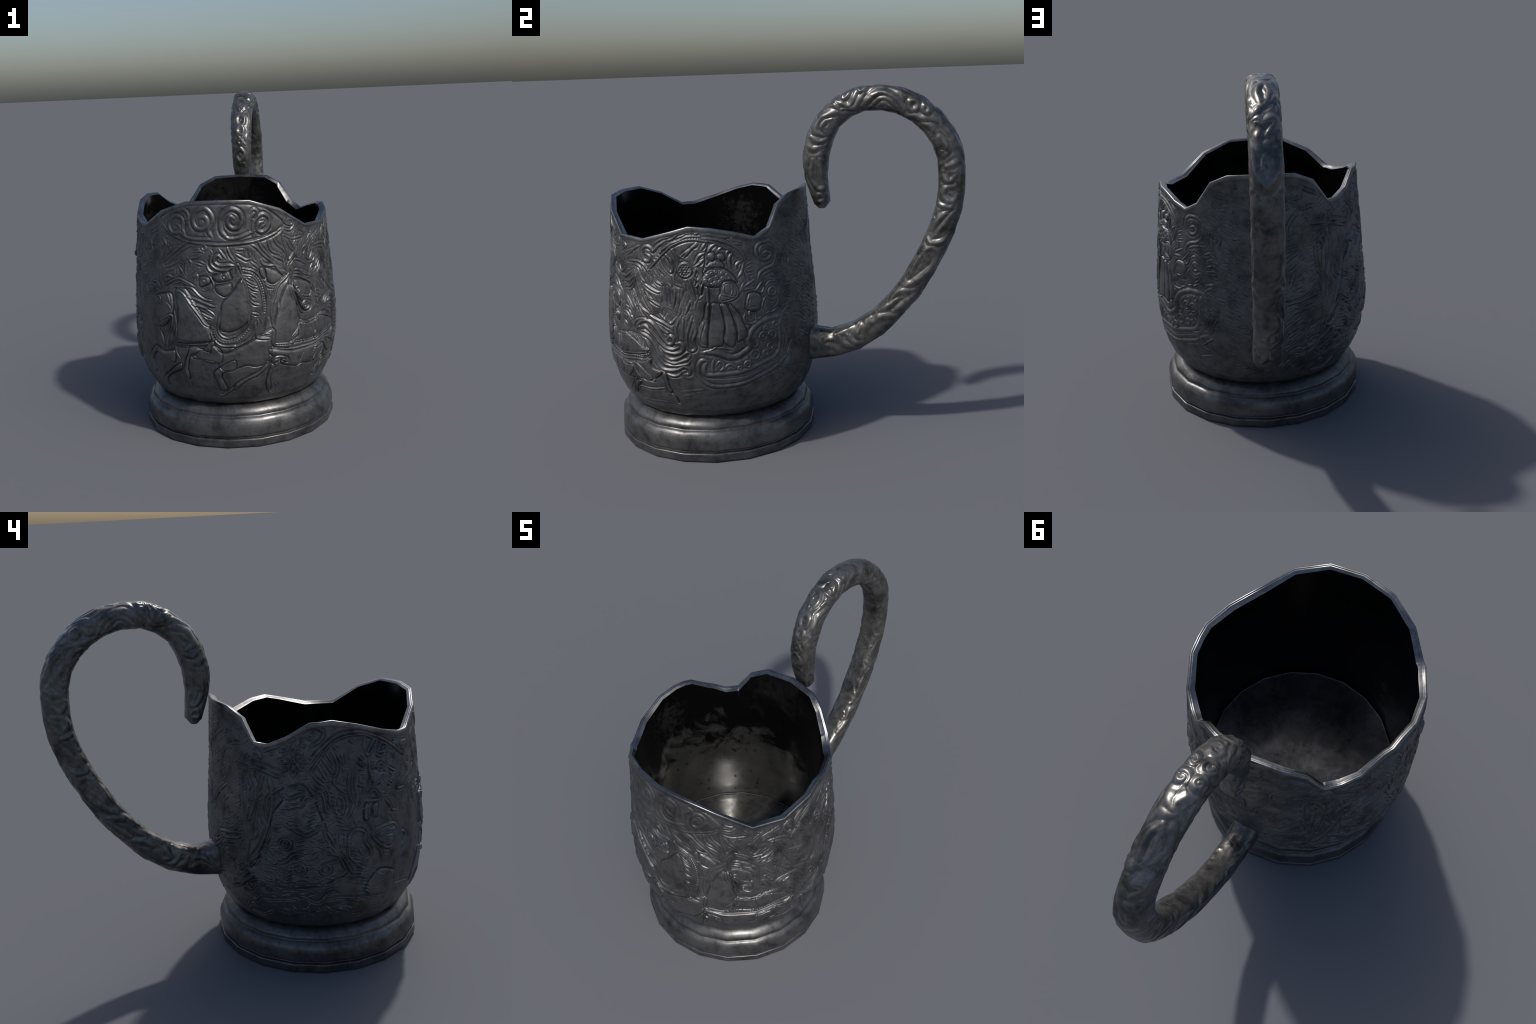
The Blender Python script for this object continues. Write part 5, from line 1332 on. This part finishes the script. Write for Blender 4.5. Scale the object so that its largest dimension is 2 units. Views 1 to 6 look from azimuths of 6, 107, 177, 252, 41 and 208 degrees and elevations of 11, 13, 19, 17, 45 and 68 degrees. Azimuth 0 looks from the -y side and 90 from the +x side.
    r.ridge([(13, 320), (9, 309), (4, 304), (-4, 306), (-11, 312), (-13, 320), (-9, 328), (-4, 334), (4, 334), (11, 328), (13, 320)], 8, 4.375, halo=.25)
    r.ridge([(0, 282), (-28, 252), (-17, 213), (-4, 205), (13, 213), (24, 249), (0, 282)], 9.6, 5, halo=.25)
    r.ridge([(-22, 484), (-34, 440), (-26, 405)], 8, 3.125, halo=.25)
    r.ridge([(32, 484), (43, 438), (38, 405)], 8, 3.125, halo=.25)
    r.ridge([(-28, 375), (-11, 350), (7, 331), (28, 304)], 8, 3.75, halo=.25)
    r.ridge([(28, 366), (11, 342), (-15, 325)], 8, 3.75, halo=.25)
    r.ridge([(-45, 183), (-6, 197), (28, 181)], 14.4, 3.75, halo=.25)
    r.ridge([(-26, 569), (-17, 588), (-4, 591), (11, 580), (19, 561), (19, 542), (13, 528), (2, 528), (-8, 536), (-13, 550), (-13, 561), (-8, 566), (-2, 569), (2, 563), (4, 558)], 11.2, 6.25, halo=.25)
    r.ridge([(7, 656), (17, 667), (28, 667), (43, 654), (56, 632), (56, 618), (39, 624), (30, 626), (21, 635), (17, 643), (19, 651), (22, 654), (28, 654), (32, 648), (34, 643)], 11.2, 6.25, halo=.25)
    r.ridge([(-51, 645), (-38, 667), (-24, 676), (-11, 667), (-4, 651), (-6, 637), (-13, 626), (-24, 624), (-32, 626), (-38, 635), (-36, 645), (-30, 654), (-24, 656), (-21, 651), (-21, 648)], 11.2, 6.25, halo=.25)
    r.ridge([(2, 736), (2, 719), (9, 706), (22, 700), (38, 700), (52, 703), (52, 717), (41, 730), (30, 738), (21, 736), (17, 730), (17, 722), (21, 717), (24, 717), (28, 717)], 11.2, 6.25, halo=.25)
    r.ridge([(-54, 719), (-54, 703), (-45, 695), (-34, 695), (-22, 700), (-15, 711), (-15, 722), (-21, 730), (-28, 733), (-36, 730), (-39, 722), (-39, 714), (-36, 711), (-32, 711), (-28, 714)], 11.2, 6.25, halo=.25)
    r.ridge([(28, 810), (-4, 826), (-8, 804), (-21, 777)], 16, 5, halo=.25)
    r.ridge([(30, 842), (2, 848), (-22, 834)], 16, 5, halo=.25)
    r.ridge([(4, 894), (21, 938), (11, 990), (-9, 993), (-21, 944), (-19, 908), (4, 894)], 12.8, 6.25, halo=.25)
    r.ridge([(0, 908), (-13, 965)], 9.6, 3.75, halo=.25)
    r.ridge([(-53, 946), (-34, 974), (-22, 998)], 12.8, 5, halo=.25)
    r.ridge([(32, 1088), (4, 1094), (-36, 1088)], 12.8, 5, halo=.25)
    r.ridge([(15, 1168), (-30, 1173)], 12.8, 3.75, halo=.25)
    r.ridge([(41, 1042), (19, 1026)], 16, 3.75, halo=.25)
    r.ridge([(-2, 878), (19, 922), (17, 971), (4, 1015), (-17, 965), (-15, 919), (-2, 878)], 12.8, 6.25, halo=.25)
    r.ridge([(4, 1020), (24, 1034), (43, 1056)], 14.4, 6.25, halo=.25)
    r.ridge([(45, 1075), (21, 1072), (6, 1088), (-21, 1072), (-36, 1083), (-19, 1113), (-4, 1138)], 12.8, 5, halo=.25)
    r.ridge([(45, 1181), (39, 1258), (19, 1302), (2, 1321), (-17, 1302), (-39, 1261), (-49, 1181)], 12.8, 5, halo=.25)
    r.ridge([(15, 1258), (9, 1223), (0, 1212), (-9, 1223), (-15, 1258)], 9.6, 3.75, halo=.25)
    r.ridge([(26, 1146), (24, 1181)], 16, 3.75, halo=.25)
    r.ridge([(-26, 1521), (-21, 1548), (-8, 1567), (7, 1567), (19, 1548), (24, 1518), (19, 1491), (6, 1474), (-9, 1474), (-21, 1493), (-26, 1521)], 12.8, 4.375, halo=.25)
    r.ridge([(-34, 1633), (-28, 1655), (-13, 1666), (7, 1666), (21, 1652), (26, 1627), (21, 1605), (6, 1592), (-13, 1594), (-28, 1608), (-34, 1633)], 12.8, 5, halo=.25)
    r.ridge([(-13, 1696), (-9, 1704), (-4, 1712), (4, 1712), (11, 1704), (13, 1693), (11, 1682), (4, 1677), (-4, 1677), (-9, 1682), (-13, 1696)], 9.6, 4.375, halo=.25)
    r.ridge([(28, 1687), (4, 1723), (-9, 1759), (0, 1813), (17, 1852)], 11.2, 5, halo=.25)
    r.ridge([(-28, 1723), (-6, 1750)], 12.8, 6.25, halo=.25)
    r.ridge([(-30, 1934), (-26, 1964), (-13, 1980), (4, 1977), (15, 1958), (21, 1925), (15, 1895), (4, 1876), (-13, 1879), (-24, 1898), (-30, 1934)], 12.8, 5, halo=.25)
    r.ridge([(-30, 1969), (-4, 1994), (11, 2029), (4, 2062), (-15, 2059), (-17, 2024), (-6, 2013)], 11.2, 6.25, halo=.25)
    r.ridge([(21, 2070), (-6, 2117), (-32, 2073)], 11.2, 5, halo=.25)
    r.ridge([(2, 2144), (9, 2229), (30, 2303)], 12.8, 6.25, halo=.25)
    r.ridge([(-2, 2144), (-13, 2232), (-34, 2306)], 12.8, 6.25, halo=.25)
    r.ridge([(32, 1452), (2, 1466), (-24, 1444)], 12.8, 5, halo=.25)



def cast_wrinkles(r):
    # wrinkled casting on the inside of the hook
    g = random.Random(5)
    for k in range(70):
        a = 180 + g.uniform(-48, 48); z = g.uniform(60, LEN * 1000 - 40)
        L = g.uniform(15, 45); t = g.uniform(-1.2, 1.2)
        r.ridge([(a - math.sin(t) * L / r.k / 2, z - math.cos(t) * L / 2), (a + g.uniform(-4, 4), z), (a + math.sin(t) * L / r.k / 2, z + math.cos(t) * L / 2)],
                g.uniform(8, 12), g.uniform(1, 2.4), halo=.2)


cast_ornament(hr)
cast_wrinkles(hr)
HR = hr.total()
HR = HR + 1.2 * value_noise(np.degrees(phi)[None, :] / 18 + 0 * hz, hz / 26, 20, 9) 
HR = (HR + 1.6) * .001 * smooth01((s[:, None] - .012) / .03)
hp = handle_points(False, HR * .6)
hn = grid_normals(handle_points(True, HR * 1.15))
# round end cap at the tip
flat_h = hp.reshape(-1, 3)
tip = hp[0].mean(0) + np.array([0, .0, -.004])
verts_h = np.vstack([flat_h, tip])
nh = np.vstack([hn.reshape(-1, 3), [0, 0, -1]])
hf = grid_faces(NS, NP)
sgn = np.sign(np.sum((hp[NS // 2, 0] - hp[NS // 2].mean(0)) * hn[NS // 2, 0]))
nh[:-1] *= sgn
if sgn < 0:
    hf = hf[:, ::-1]
cap = [np.array(([len(flat_h), (j + 1) % NP, j] if sgn > 0 else [len(flat_h), j, (j + 1) % NP])) for j in range(NP)]
make_mesh('handle', verts_h, hf, nh, MAT_HANDLE, holder, cap)
